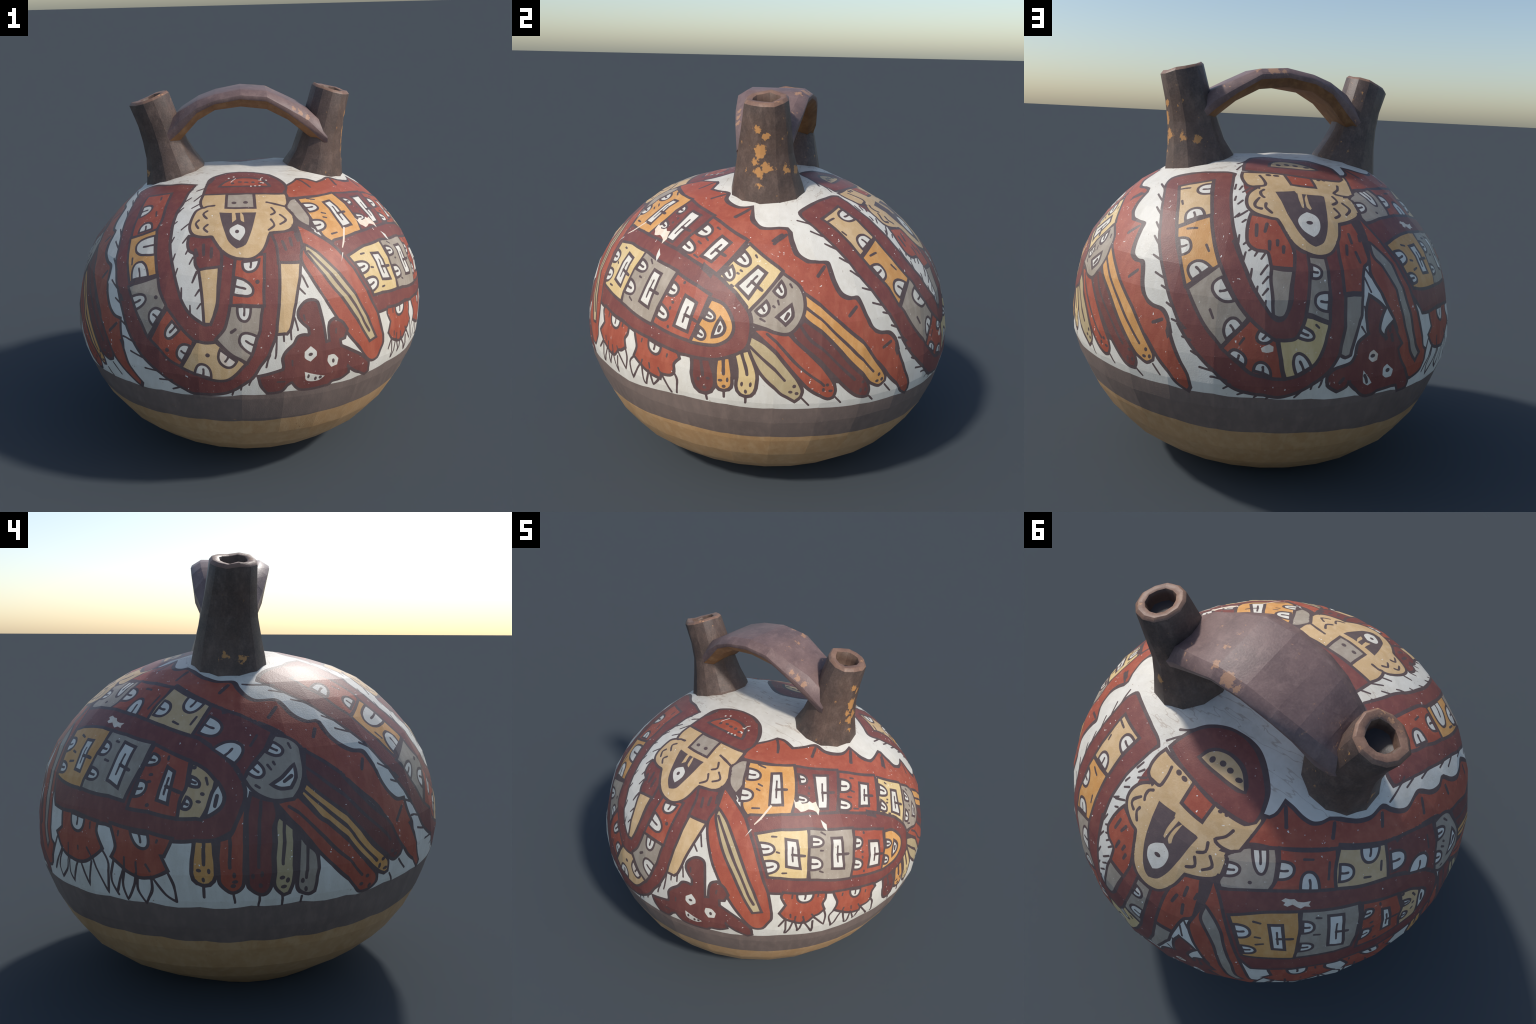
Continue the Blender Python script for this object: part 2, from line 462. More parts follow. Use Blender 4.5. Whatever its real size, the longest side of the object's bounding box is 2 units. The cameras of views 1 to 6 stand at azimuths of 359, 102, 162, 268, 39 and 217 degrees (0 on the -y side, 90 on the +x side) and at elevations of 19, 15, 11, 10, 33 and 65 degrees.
shape([(-95.9, 35.3), (-86.6, 35.4), (-87.5, 21.3), (-96.5, 21.3), (-96.3, 27.1)], "red")
tooth((-145.7, 42.9), (-149.0, 46.1), (-143.1, 46.8))
tooth((-138.7, 38.0), (-134.2, 40.2), (-138.2, 41.4))
tooth((-129.7, 38.1), (-126.2, 33.2), (-135.2, 33.3))
tooth((-130.8, 24.1), (-125.6, 26.0), (-130.7, 29.1))
lines([(-134.8, 30.1), (-133.6, 28.3)], [(-138.2, 46.4), (-136.3, 44.9)], [(-144.8, 52.2), (-143.0, 51.1)], width=0.011)
tooth((-129.1, 19.1), (-127.2, 16.7), (-124.5, 20.2))
tooth((-119.9, 13.5), (-117.7, 17.0), (-121.2, 16.7))
tooth((-113.8, 15.1), (-111.9, 13.5), (-115.3, 10.9))
tooth((-108.2, 8.8), (-110.1, 5.0), (-111.4, 7.9))
tooth((-106.2, 1.1), (-102.4, 0.7), (-104.1, 3.9))
dots((-120.4, 21.0), (-115.0, 7.2))
tooth((-99.2, 8.8), (-95.2, 5.9), (-98.4, 4.9), white='bone')
tooth((-94.6, 20.6), (-91.4, 20.6), (-93.0, 17.0))
tooth((-89.3, 12.4), (-90.6, 8.2), (-93.8, 12.0))
tooth((-95.8, 28.3), (-96.3, 24.4), (-90.7, 25.0))
dots((-103.0, 7.1), (-89.0, 27.6))
lines([(-96.5, 13.8), (-95.4, 14.5)])
tooth((-93.4, 33.2), (-88.6, 34.1), (-91.2, 30.8))
# white field inside the loop
fill([(-132.9, 62.1), (-132.4, 60.3), (-130.2, 56.4), (-127.3, 51.5), (-126.3, 47.3), (-124.8, 43.4), (-123.0, 39.8), (-121.5, 36.6), (-119.7, 33.7), (-117.4, 30.3), (-115.8, 27.9), (-113.5, 24.1), (-112.3, 22.0), (-110.2, 19.3), (-108.1, 17.4), (-105.3, 15.7), (-103.8, 15.3), (-102.5, 16.1), (-101.3, 18.1), (-100.7, 21.3), (-100.7, 25.7), (-101.0, 31.3), (-102.4, 38.0), (-104.8, 40.8), (-110.4, 50.5), (-118.0, 57.4), (-124.2, 63.3), (-126.3, 66.4), (-128.1, 63.4)], "white")
lines([(-133.1, 61.7), (-130.2, 56.4), (-127.3, 51.5), (-126.3, 47.3), (-124.8, 43.4), (-123.0, 39.8), (-121.5, 36.6), (-119.7, 33.7), (-117.4, 30.3), (-115.8, 27.9), (-113.5, 24.1), (-112.3, 22.0), (-110.2, 19.3), (-108.1, 17.4), (-105.3, 15.7), (-103.8, 15.3), (-102.5, 16.1), (-101.6, 17.9), (-100.9, 19.9), (-100.7, 25.7), (-101.0, 31.3), (-101.7, 35.2)])
lines([(-131.3, 57.5), (-130.7, 59.3)], [(-127.8, 51.9), (-125.9, 55.2)], [(-126.0, 47.3), (-125.0, 50.1)], [(-124.6, 43.1), (-123.6, 44.6)], [(-121.4, 37.2), (-121.2, 39.2)], [(-118.0, 31.4), (-118.0, 33.9)], [(-115.5, 27.7), (-115.4, 29.9)], [(-112.0, 21.8), (-112.5, 24.7)], [(-123.8, 61.7), (-127.1, 59.0)], [(-121.0, 57.3), (-122.6, 53.9)], [(-118.3, 52.8), (-120.6, 50.5)], [(-117.7, 44.3), (-119.6, 41.9)], [(-115.5, 40.4), (-116.7, 37.7)], [(-113.5, 37.0), (-114.1, 34.5)], [(-111.1, 33.8), (-111.7, 31.7)], [(-108.7, 29.7), (-109.4, 26.5)], [(-106.7, 24.5), (-107.7, 22.9)], [(-112.1, 21.8), (-112.5, 24.7)], [(-108.7, 18.3), (-109.0, 20.2)], [(-108.4, 29.4), (-109.3, 26.5)], [(-106.8, 24.6), (-107.7, 22.9)], [(-105.8, 20.7), (-106.7, 19.4)], width=0.009)
lines([(-164.0, 48.1), (-176.1, 48.6)], [(-160.7, 45.1), (-166.7, 46.1)], [(-154.8, 41.1), (-160.0, 42.6)], [(-148.0, 34.8), (-152.1, 36.6)], [(-145.0, 31.3), (-149.5, 32.8)], [(-139.6, 25.4), (-143.9, 28.0)], [(-135.9, 20.3), (-140.2, 22.1)], [(-133.3, 16.7), (-136.5, 17.8)], [(-129.4, 10.8), (-132.5, 12.2)], [(-126.0, 7.2), (-130.7, 7.8)], [(-122.3, 3.3), (-127.6, 4.2)], [(-117.6, 0.3), (-122.5, 0.5)], [(-113.5, -1.6), (-117.7, -2.4)], [(-111.3, -3.5), (-113.8, -4.6)], [(-95.8, -3.4), (-96.1, -4.7)], [(-93.6, -1.9), (-93.8, -3.1)], [(-90.9, 0.4), (-91.4, -1.3)], [(-83.8, 12.2), (-83.9, 8.8), (-84.3, 6.5)], [(-85.7, 7.7), (-86.3, 5.9), (-86.6, 4.1)], [(-81.9, 13.1), (-81.8, 10.9)], [(-79.7, 13.9), (-79.6, 11.4)], [(-78.3, 17.3), (-77.6, 13.9)], [(-74.6, 28.9), (-73.2, 25.4)], [(-76.0, 25.4), (-74.4, 23.6)], width=0.01)
# sleeves and tusks
motif("painted_sleeve")
shape([(-114.8, 40.0), (-111.9, 40.6), (-106.8, 40.7), (-102.1, 36.6), (-101.0, 31.4), (-107.6, 30.2), (-109.3, 31.9), (-110.6, 35.1), (-112.8, 35.8), (-114.3, 37.7)], "maroon")
shape([(-82.5, 42.1), (-72.9, 43.2), (-70.9, 38.8), (-74.1, 33.2), (-81.4, 33.0), (-81.2, 38.2)], "maroon")
lines([(-108.5, 38.0), (-107.5, 34.8)], [(-105.2, 37.0), (-104.7, 34.2)], [(-111.0, 36.2), (-109.7, 34.4)], [(-79.0, 39.6), (-78.3, 36.9)], [(-75.7, 40.6), (-75.7, 38.2)], [(-73.1, 41.7), (-72.8, 39.5)])
shape([(-107.6, 30.0), (-101.7, 31.3), (-101.4, 26.9), (-101.2, 22.0), (-101.7, 18.6), (-102.7, 15.9), (-104.1, 15.8), (-104.9, 21.1), (-106.4, 26.6)], "tan")
shape([(-81.1, 32.6), (-74.3, 32.4), (-76.2, 26.7), (-77.9, 21.8), (-78.8, 18.3), (-80.0, 14.5), (-81.0, 13.2), (-83.5, 13.3), (-82.8, 18.5), (-82.0, 24.5)], "tan")
# scalloped border over the wing
motif("painted_scallop_border")
shape([(-63.6, 63.4), (-55.5, 65.0), (-45.7, 66.9), (-40.6, 65.8), (-35.2, 61.8), (-26.6, 61.5), (-18.6, 60.9), (-15.7, 57.4), (-10.7, 55.2), (-4.9, 54.2), (0.4, 54.7), (1.5, 52.2), (3.2, 49.1), (7.1, 47.0), (15.9, 47.1), (17.9, 46.7), (18.5, 43.1), (20.2, 39.3), (23.4, 37.3), (26.7, 36.9), (29.9, 36.8), (30.5, 34.8), (31.3, 31.3), (32.7, 28.2), (35.2, 26.9), (37.5, 26.7), (38.8, 24.5), (40.0, 21.4), (41.8, 18.6), (44.3, 17.2), (47.5, 16.5), (49.4, 14.3), (50.7, 10.8), (49.6, 13.4), (50.2, 11.4), (51.7, 8.1), (53.6, 4.9), (55.4, 2.0), (56.2, -1.0), (55.7, -2.0), (53.0, -0.5), (51.0, 1.7), (47.8, 5.1), (44.1, 9.6), (33.4, 19.9), (28.7, 24.0), (21.8, 29.6), (15.3, 34.4), (3.8, 42.0), (3.2, 42.5), (-14.9, 49.9), (-37.1, 54.7), (-52.6, 56.3), (-67.0, 56.9), (-68.3, 57.5), (-65.7, 61.9)], "red", corner=36)
lines([(-45.5, 66.3), (-45.2, 63.4), (-46.0, 60.7)], [(-19.1, 60.2), (-24.5, 57.2)], [(0.3, 53.8), (-4.8, 50.6)], [(15.7, 45.3), (12.3, 43.3)], [(17.3, 45.4), (12.8, 42.4)], [(29.4, 36.0), (26.6, 33.3)], [(37.3, 24.7), (34.9, 22.8)], [(0.9, 54.0), (-4.4, 50.5)], [(48.0, 14.4), (45.4, 13.4)])
# dark underpaint that shows as the thick lines between plumes and panels
motif("painted_wing")
fill([(-67.0, 56.9), (-52.6, 56.3), (-37.1, 54.7), (-14.9, 49.9), (3.2, 42.5), (3.8, 42.0), (15.3, 34.4), (21.8, 29.6), (21.9, 26.8), (21.5, 24.2), (19.6, 20.8), (17.7, 19.0), (14.5, 18.9), (10.8, 20.0), (7.5, 20.8), (2.1, 27.7), (-4.2, 31.8), (-10.3, 34.2), (-5.8, 32.2), (-22.9, 37.0), (-40.5, 38.4), (-57.8, 37.7), (-61.4, 40.5), (-65.8, 44.0), (-69.9, 46.8), (-72.8, 52.9), (-68.3, 57.5)], "line")
fill([(7.4, 19.3), (21.8, 29.3), (38.0, 13.9), (43.0, 8.3), (38.8, 6.6), (34.8, 5.5), (27.3, 6.3), (24.9, 6.2), (19.8, 6.8), (12.9, 8.3), (7.1, 14.7)], "line")
fill([(-8.4, 10.5), (-1.6, 11.7), (3.7, 12.7), (9.4, 13.3), (9.1, 9.4), (7.6, 6.5), (4.1, 6.4), (-0.9, 5.0), (-5.3, 5.1), (-7.5, 7.0)], "line")
fill([(-72.6, 48.7), (-69.5, 47.0), (-64.4, 42.5), (-66.9, 37.2), (-71.3, 37.6), (-73.5, 42.6)], "line")
# tail plumes
motif("painted_feather")
feather([(-5.3, 11.4), (-4.7, 8.1), (-4.0, 4.5)], 0.109, "purple", whisker=0.03)
feather([(0.9, 11.8), (1.2, 8.5), (1.4, 5.1)], 0.079, "orange", whisker=0.03)
feather([(5.5, 14.0), (7.2, 9.2), (7.3, 4.7)], 0.091, "yellow", whisker=0.03)
shape([(7.7, 18.3), (6.8, 15.9), (11.0, 8.4), (15.9, 3.5), (18.0, 2.4), (19.9, 1.3), (21.5, 2.6), (21.9, 4.4), (20.3, 7.3), (16.4, 11.9), (11.8, 16.3)], "dun", grow=0)
shape([(7.8, 19.8), (11.8, 16.5), (16.4, 12.2), (22.7, 5.3), (26.4, 2.4), (28.7, 1.5), (30.2, 1.9), (30.9, 3.7), (30.2, 6.0), (24.7, 12.5), (19.4, 17.4), (17.5, 19.0), (14.5, 18.9), (11.3, 20.0)], "red", grow=0)
shape([(18.3, 19.3), (19.6, 17.4), (24.9, 12.8), (31.2, 6.7), (36.6, 1.6), (38.6, 0.6), (40.3, 0.7), (40.9, 2.4), (40.0, 4.9), (34.6, 10.8), (28.7, 17.1), (21.8, 22.5), (19.8, 20.8)], "purple", grow=0)
shape([(21.8, 23.0), (29.0, 17.1), (34.6, 11.2), (40.6, 4.8), (42.1, 3.9), (44.3, 3.1), (46.2, 4.1), (46.2, 5.7), (43.9, 8.9), (38.1, 15.9), (21.8, 29.3), (21.9, 26.8)], "orange", grow=0)
lines([(7.6, 15.5), (13.1, 10.8), (17.0, 7.1)], [(11.9, 18.8), (14.3, 16.8), (20.8, 10.8), (27.4, 5.3)], [(20.7, 21.0), (23.6, 17.3), (29.5, 12.5), (36.1, 6.1)], [(22.4, 25.5), (32.7, 16.8), (37.2, 12.1), (41.8, 7.5)], width=0.013)
dots((19.7, 5.6), (18.8, 4.0), (20.5, 3.6), (28.4, 5.5), (27.3, 4.1), (29.4, 3.8), (38.6, 4.9), (39.6, 2.7), (38.0, 2.6), (43.9, 6.4), (45.1, 4.8), (43.5, 4.6), size=0.009)
lines([(21.5, 2.6), (23.7, 0.0)], [(30.6, 2.2), (32.6, 0.1)], [(40.9, 0.7), (42.7, -0.8)], [(46.2, 3.1), (48.2, 0.6)], width=0.009)
# upper wing row
motif("painted_wing")
shape([(-68.0, 55.6), (-64.9, 56.0), (-63.7, 47.4), (-65.8, 44.2), (-69.6, 46.8), (-72.4, 52.9)], "grey")
shape([(-62.9, 55.7), (-37.4, 54.9), (-38.0, 49.4), (-39.3, 44.3), (-41.0, 39.2), (-58.9, 37.9), (-61.4, 40.5), (-62.5, 46.1), (-63.2, 50.3)], "orange")
shape([(-36.1, 54.5), (-15.1, 50.0), (-19.4, 43.2), (-22.2, 37.4), (-40.8, 39.0), (-38.4, 44.2), (-37.2, 49.3)], "maroon")
shape([(-14.3, 49.2), (2.7, 42.8), (-1.7, 37.0), (-5.4, 32.2), (-22.0, 37.5)], "red")
shape([(4.3, 41.6), (15.3, 34.6), (10.7, 28.6), (6.6, 24.0), (2.4, 27.7), (-3.6, 31.8), (-0.5, 36.5)], "yellow")
shape([(15.9, 33.8), (20.4, 30.9), (21.7, 27.3), (21.5, 24.2), (19.6, 21.0), (17.7, 19.3), (14.5, 19.2), (11.6, 20.3), (7.7, 21.3), (6.8, 23.7), (10.8, 28.1)], "grey")
# lower wing row in its maroon loop
shape([(-57.8, 37.7), (-40.5, 38.4), (-22.9, 37.0), (-5.8, 32.2), (-10.3, 34.2), (-4.2, 31.8), (2.1, 27.7), (6.4, 23.7), (7.4, 19.8), (7.0, 16.5), (5.6, 14.3), (2.0, 12.3), (-2.0, 11.3), (-11.7, 10.9), (-19.2, 12.1), (-27.7, 13.0), (-34.3, 14.1), (-40.5, 14.2), (-46.6, 14.4), (-51.5, 14.8), (-54.6, 25.3), (-58.0, 32.0), (-59.2, 36.6)], "maroon")
shape([(-54.5, 32.3), (-47.0, 33.6), (-35.9, 33.7), (-35.7, 28.3), (-36.8, 22.2), (-37.0, 18.8), (-49.5, 19.8), (-51.6, 25.5)], "yellow")
shape([(-34.9, 33.6), (-18.4, 31.2), (-19.9, 24.0), (-22.0, 16.3), (-35.8, 18.5), (-36.1, 22.1)], "grey")
shape([(-17.5, 30.7), (-5.3, 26.9), (-7.2, 19.8), (-8.6, 14.6), (-21.2, 16.6)], "red")
shape([(-4.2, 25.8), (-0.8, 24.9), (1.7, 22.1), (2.7, 19.3), (1.6, 16.7), (-1.5, 15.1), (-8.3, 14.6), (-6.3, 20.2)], "orange")
glyph((-49.1, 51.9), (-45.7, 51.9), (-45.5, 42.1), (-49.8, 42.1))
glyph((-27.3, 50.0), (-22.0, 49.0), (-26.5, 39.6), (-29.7, 40.0))
glyph((-6.7, 43.0), (-3.6, 41.7), (-7.8, 36.2), (-11.1, 37.1))
glyph((-43.5, 30.7), (-40.4, 30.3), (-39.7, 22.7), (-43.4, 23.3))
glyph((-26.7, 29.6), (-23.9, 29.1), (-24.5, 20.5), (-27.8, 21.2))
glyph((-12.2, 25.1), (-9.1, 24.0), (-10.2, 17.1), (-13.7, 17.9), bar=1.6)
glyph((8.0, 35.2), (10.0, 34.0), (6.0, 28.0), (3.0, 30.1))
shape([(-0.9, 21.2), (0.3, 19.3), (-0.3, 17.8), (-2.2, 17.1), (-1.7, 19.3)], "white")
lines([(-0.8, 19.4), (-1.0, 18.4)])
shape([(18.1, 25.7), (18.3, 23.5), (16.6, 21.6), (14.8, 22.9)], "white")
lines([(17.4, 23.9), (16.6, 22.6)])
tooth((-62.9, 53.1), (-62.2, 49.7), (-56.3, 51.2))
tooth((-63.7, 45.7), (-63.4, 42.3), (-58.5, 44.1))
tooth((-35.8, 51.4), (-35.9, 48.7), (-32.7, 49.5))
tooth((-37.8, 44.5), (-38.6, 42.6), (-34.2, 42.6))
tooth((-15.6, 46.7), (-18.0, 43.6), (-12.5, 43.8))
tooth((-19.7, 40.7), (-21.1, 38.3), (-15.9, 38.0))
tooth((0.4, 37.2), (2.6, 39.4), (4.6, 36.2))
tooth((-2.5, 33.4), (-0.7, 35.0), (0.3, 32.0))
tooth((13.4, 29.7), (15.1, 31.7), (15.9, 28.6))
tooth((8.8, 24.6), (10.9, 26.6), (11.3, 24.0))
tooth((-53.3, 29.6), (-52.2, 26.7), (-48.5, 28.4))
tooth((-51.1, 24.1), (-50.3, 21.0), (-46.9, 23.2))
tooth((-34.6, 31.1), (-34.9, 28.7), (-30.9, 29.4))
tooth((-35.6, 24.9), (-35.9, 21.8), (-32.1, 22.7))
tooth((-18.0, 28.1), (-18.8, 25.4), (-15.8, 26.1))
tooth((-19.9, 21.7), (-20.5, 19.0), (-17.0, 19.3))
tooth((-4.9, 23.1), (-5.6, 21.4), (-3.0, 21.4))
tooth((-6.5, 18.3), (-7.3, 16.3), (-5.0, 16.5))
lines([(-57.7, 55.3), (-53.5, 54.4)], [(-56.1, 48.2), (-54.2, 47.7)], [(-56.7, 46.5), (-55.2, 46.1)], [(-57.5, 40.1), (-54.5, 40.4)], [(-49.0, 32.0), (-47.3, 31.9)], [(-47.2, 27.3), (-46.3, 27.0)], [(-45.2, 20.8), (-43.8, 20.9)], [(-30.7, 32.4), (-29.3, 31.5)], [(-31.8, 26.9), (-30.9, 26.8)], [(-32.7, 20.6), (-31.5, 20.1)], [(-10.2, 46.1), (-8.8, 45.6)], [(-12.8, 42.3), (-11.6, 41.6)], [(-15.4, 41.0), (-13.9, 40.4)], [(-14.7, 36.9), (-12.9, 36.3)], [(6.9, 38.9), (7.4, 38.3)], [(2.7, 34.2), (3.2, 34.0)], [(1.8, 33.4), (2.3, 33.2)], [(0.6, 30.2), (1.3, 29.8)], [(18.0, 31.4), (18.5, 30.6)], [(14.4, 26.9), (14.7, 26.0)], [(13.2, 25.6), (13.6, 25.3)], [(9.9, 22.5), (11.1, 21.9)], width=0.01)
dots((-32.0, 46.6), (-32.8, 44.8), (-14.1, 28.9), (-16.1, 23.3), (-16.5, 21.7), (-16.1, 16.9), size=0.008)
# paws under the wing
motif("painted_paw")
shape([(-44.4, 14.2), (-30.6, 12.9), (-30.8, 11.0), (-31.8, 9.3), (-31.1, 7.1), (-32.7, 5.7), (-34.3, 5.1), (-36.2, 3.2), (-38.4, 3.1), (-41.2, 4.1), (-43.4, 5.2), (-45.1, 7.0), (-43.2, 10.0), (-44.8, 12.8)], "red")
shape([(-27.4, 12.6), (-12.4, 10.6), (-11.6, 9.4), (-13.2, 7.7), (-13.0, 5.5), (-14.1, 4.4), (-17.0, 4.1), (-17.4, 2.6), (-21.1, 3.0), (-24.5, 4.7), (-26.8, 6.1), (-25.9, 8.7), (-26.5, 10.6)], "red")
tooth((-39.6, 13.8), (-35.1, 13.5), (-37.4, 11.0))
tooth((-21.4, 11.7), (-17.8, 11.2), (-19.8, 9.0))
lines([(-43.4, 4.6), (-45.3, 1.8)], [(-43.1, 4.3), (-43.0, -1.4)], [(-42.5, -1.4), (-40.6, 3.8)], [(-40.1, 4.0), (-39.0, -0.5)], [(-38.9, -0.5), (-37.4, 3.4)], [(-37.2, 3.4), (-34.4, -1.8)], [(-34.3, -1.6), (-34.4, 2.9)], [(-34.3, 4.5), (-30.5, 0.8), (-30.0, 4.5), (-31.0, 7.1)], width=0.012)
lines([(-27.1, 5.8), (-28.7, 3.5), (-27.5, -0.7), (-24.4, 4.4)], [(-23.8, 4.2), (-22.9, -0.6), (-22.1, -1.0), (-21.1, 3.2)], [(-20.7, 2.7), (-19.5, -0.3), (-17.8, 1.8)], [(-17.0, 4.1), (-13.6, -0.7)], [(-13.1, 5.6), (-11.7, 3.3), (-11.9, -0.5)], width=0.012)
lines([(-41.8, 6.6), (-41.5, 5.4)], [(-40.0, 5.6), (-40.0, 4.3)], [(-37.6, 5.3), (-37.0, 3.4)], [(-34.9, 5.8), (-34.0, 4.4)], [(-41.5, 13.5), (-41.5, 12.4)], [(-33.1, 12.8), (-33.3, 12.0)], [(-24.4, 11.4), (-24.5, 10.6)], [(-15.2, 9.7), (-15.4, 9.0)], [(-23.7, 5.7), (-24.1, 4.3)], [(-21.0, 5.4), (-20.8, 4.1)], [(-17.8, 5.1), (-16.9, 3.4)], width=0.01)
# long plume beside the mask
motif("painted_feather")
shape([(-71.1, 44.6), (-65.5, 41.3), (-60.4, 37.2), (-57.5, 32.5), (-54.6, 26.8), (-52.3, 20.7), (-49.8, 14.6), (-48.4, 8.9), (-48.0, 4.9), (-48.5, 3.9), (-50.4, 1.3), (-53.1, 1.1), (-55.8, 3.4), (-59.2, 7.8), (-63.4, 13.9), (-66.5, 19.0), (-68.7, 22.6), (-71.6, 28.7), (-73.1, 33.5), (-71.4, 37.9)], "red")
shape([(-70.7, 37.6), (-66.6, 34.5), (-62.8, 29.7), (-59.2, 23.8), (-55.9, 17.4), (-53.1, 11.9), (-51.4, 7.7), (-53.6, 7.2), (-56.7, 12.0), (-60.5, 18.9), (-64.6, 25.0), (-67.9, 30.3), (-70.8, 35.4)], "dun")
lines([(-70.2, 35.7), (-66.2, 30.9), (-62.2, 25.0), (-58.6, 19.0), (-55.6, 13.2), (-53.6, 10.0)])
# trophy creature
motif("painted_trophy_head")
shape([(-76.6, 19.3), (-74.9, 21.1), (-72.9, 21.5), (-71.3, 20.7), (-70.5, 17.0), (-69.9, 12.9), (-69.5, 9.1), (-67.9, 9.5), (-68.0, 12.4), (-67.6, 14.6), (-66.0, 15.5), (-63.7, 14.3), (-62.1, 12.0), (-63.0, 10.1), (-64.8, 9.8), (-64.6, 7.7), (-61.5, 5.9), (-57.8, 3.3), (-54.3, 0.4), (-53.5, -2.5), (-54.8, -3.2), (-58.5, -1.4), (-62.2, 1.8), (-61.7, -0.9), (-63.9, -2.1), (-67.0, -2.4), (-68.5, -3.6), (-76.7, -3.4), (-79.3, -0.7), (-81.0, -1.8), (-82.6, -3.7), (-86.1, -3.8), (-87.8, -1.3), (-88.7, 1.3), (-85.1, 2.0), (-82.0, 2.7), (-81.7, 3.9), (-82.0, 6.2), (-80.8, 8.1), (-78.7, 9.9), (-77.4, 11.8), (-75.6, 12.2), (-73.8, 11.7), (-74.2, 14.3), (-75.4, 15.5), (-76.8, 17.3)], "purple")
fill([(-73.9, 9.1), (-72.4, 7.5), (-72.3, 6.1), (-74.0, 4.7), (-75.7, 5.9), (-75.9, 7.7)], "white")
fill([(-66.7, 5.7), (-65.2, 4.3), (-65.7, 2.5), (-67.7, 2.0), (-69.0, 3.8), (-68.7, 5.5)], "white")
fill([(-75.8, 1.9), (-69.8, -0.5), (-71.3, -1.5), (-73.8, -1.4), (-75.4, -0.5)], "white")
dots((-74.1, 6.8), (-67.0, 3.8), size=0.01)
dots((-74.7, 0.4), (-72.5, -0.7), (-71.1, -0.6), size=0.009)
lines([(-75.4, 17.8), (-75.2, 16.4)], [(-65.6, 12.8), (-65.7, 11.7)], [(-83.6, -0.6), (-81.6, -0.8)], [(-79.4, 5.4), (-79.4, 4.0)], width=0.01)
# mask with cap
motif("painted_mask")
shape([(-119.6, 57.5), (-118.4, 54.5), (-116.4, 52.4), (-114.6, 51.4), (-116.7, 49.6), (-117.0, 46.6), (-116.3, 43.6), (-114.7, 41.7), (-112.4, 40.9), (-109.0, 40.8), (-106.1, 41.0), (-104.5, 39.7), (-101.6, 37.2), (-98.5, 35.4), (-95.0, 34.5), (-91.9, 34.4), (-89.5, 35.2), (-87.2, 36.9), (-85.7, 38.9), (-84.4, 41.6), (-83.5, 42.9), (-80.1, 43.1), (-76.3, 43.4), (-73.6, 44.6), (-71.9, 46.5), (-71.7, 48.6), (-72.5, 50.6), (-73.3, 52.7), (-71.3, 54.3), (-70.0, 56.6), (-69.6, 58.9), (-87.8, 60.3), (-105.4, 59.4)], "tan")
shape([(-105.3, 59.1), (-89.6, 60.3), (-89.3, 53.1), (-103.1, 52.7)], "grey")
dots((-100.1, 55.0), (-93.8, 55.3), size=0.012)
lines([(-114.6, 51.4), (-113.3, 52.3), (-110.1, 53.0)], [(-82.2, 55.3), (-79.2, 54.7), (-76.1, 53.9), (-73.3, 53.0)], width=0.014)
lines([(-112.0, 50.2), (-113.1, 48.6), (-110.7, 47.2)], [(-113.9, 46.2), (-114.6, 44.8), (-112.7, 43.3)], [(-109.3, 44.9), (-110.4, 43.5), (-108.4, 42.3)], [(-80.4, 52.6), (-79.3, 50.5), (-81.6, 49.3)], [(-77.3, 49.3), (-75.2, 47.2), (-78.3, 45.7)], [(-82.0, 47.5), (-81.0, 45.3), (-83.7, 43.7)], width=0.012)
fill([(-105.9, 49.9), (-88.3, 50.7), (-89.8, 46.1), (-91.3, 41.9), (-93.0, 38.6), (-96.1, 37.4), (-97.9, 38.5), (-99.8, 40.2), (-102.3, 44.1), (-104.3, 47.3)], "slate")
fill([(-100.1, 50.8), (-98.6, 50.9), (-97.4, 47.6), (-99.0, 46.4)], "tan")
fill([(-96.0, 50.8), (-94.4, 49.1), (-93.8, 46.5), (-95.4, 47.3)], "tan")
fill([(-96.6, 45.8), (-93.9, 44.7), (-93.3, 43.0), (-93.8, 41.6), (-95.2, 40.0), (-97.3, 40.9), (-99.3, 42.6), (-99.4, 44.2)], "white")
dots((-96.5, 43.1), size=0.011)
motif("painted_cap")
shape([(-120.1, 58.0), (-124.5, 63.3), (-128.5, 68.5), (-124.9, 63.9), (-128.4, 67.1), (-127.8, 70.0), (-119.7, 74.1), (-105.9, 76.8), (-86.8, 77.1), (-70.9, 74.2), (-64.6, 70.2), (-63.5, 65.9), (-65.4, 62.3), (-69.7, 59.8), (-87.8, 60.7), (-105.8, 60.0)], "maroon")
shape([(-114.2, 64.1), (-113.4, 66.5), (-109.0, 69.5), (-99.8, 71.4), (-88.3, 71.3), (-79.7, 69.1), (-76.5, 64.9), (-94.9, 65.5)], "red")
dots((-106.4, 66.9), (-100.7, 68.3), (-94.7, 68.2), (-88.6, 68.3), (-82.5, 67.4), size=0.011)
# losses in the paint of the first figure
motif("painted_wing")
fill([(-40.0, 43.7), (-39.3, 42.5), (-37.7, 42.7), (-36.6, 41.8), (-34.4, 41.8), (-33.3, 42.3), (-32.2, 41.6), (-30.5, 41.9), (-30.2, 40.6), (-29.6, 39.4), (-30.6, 37.6), (-31.2, 38.8), (-32.5, 39.4), (-34.4, 39.8), (-36.2, 39.4), (-37.6, 39.4), (-38.6, 40.3), (-39.7, 40.9)], "bone", corner=20)
fill([(-50.0, 41.7), (-49.3, 41.4), (-53.0, 37.4), (-55.8, 35.0), (-56.0, 35.3), (-53.4, 38.0)], "bone", corner=30)
fill([(-30.1, 36.2), (-29.1, 35.3), (-28.1, 34.5), (-28.2, 32.5), (-29.5, 33.8)], "white", corner=30)
fill([(-56.9, 33.7), (-56.4, 33.6), (-58.8, 31.0)], "white", corner=30)
motif("painted_cap")
lines([(-108.6, 67.6), (-107.9, 69.2), (-106.6, 70.8)], [(-80.6, 69.6), (-79.7, 71.3), (-77.0, 72.0)], width=0.005, colour='white')
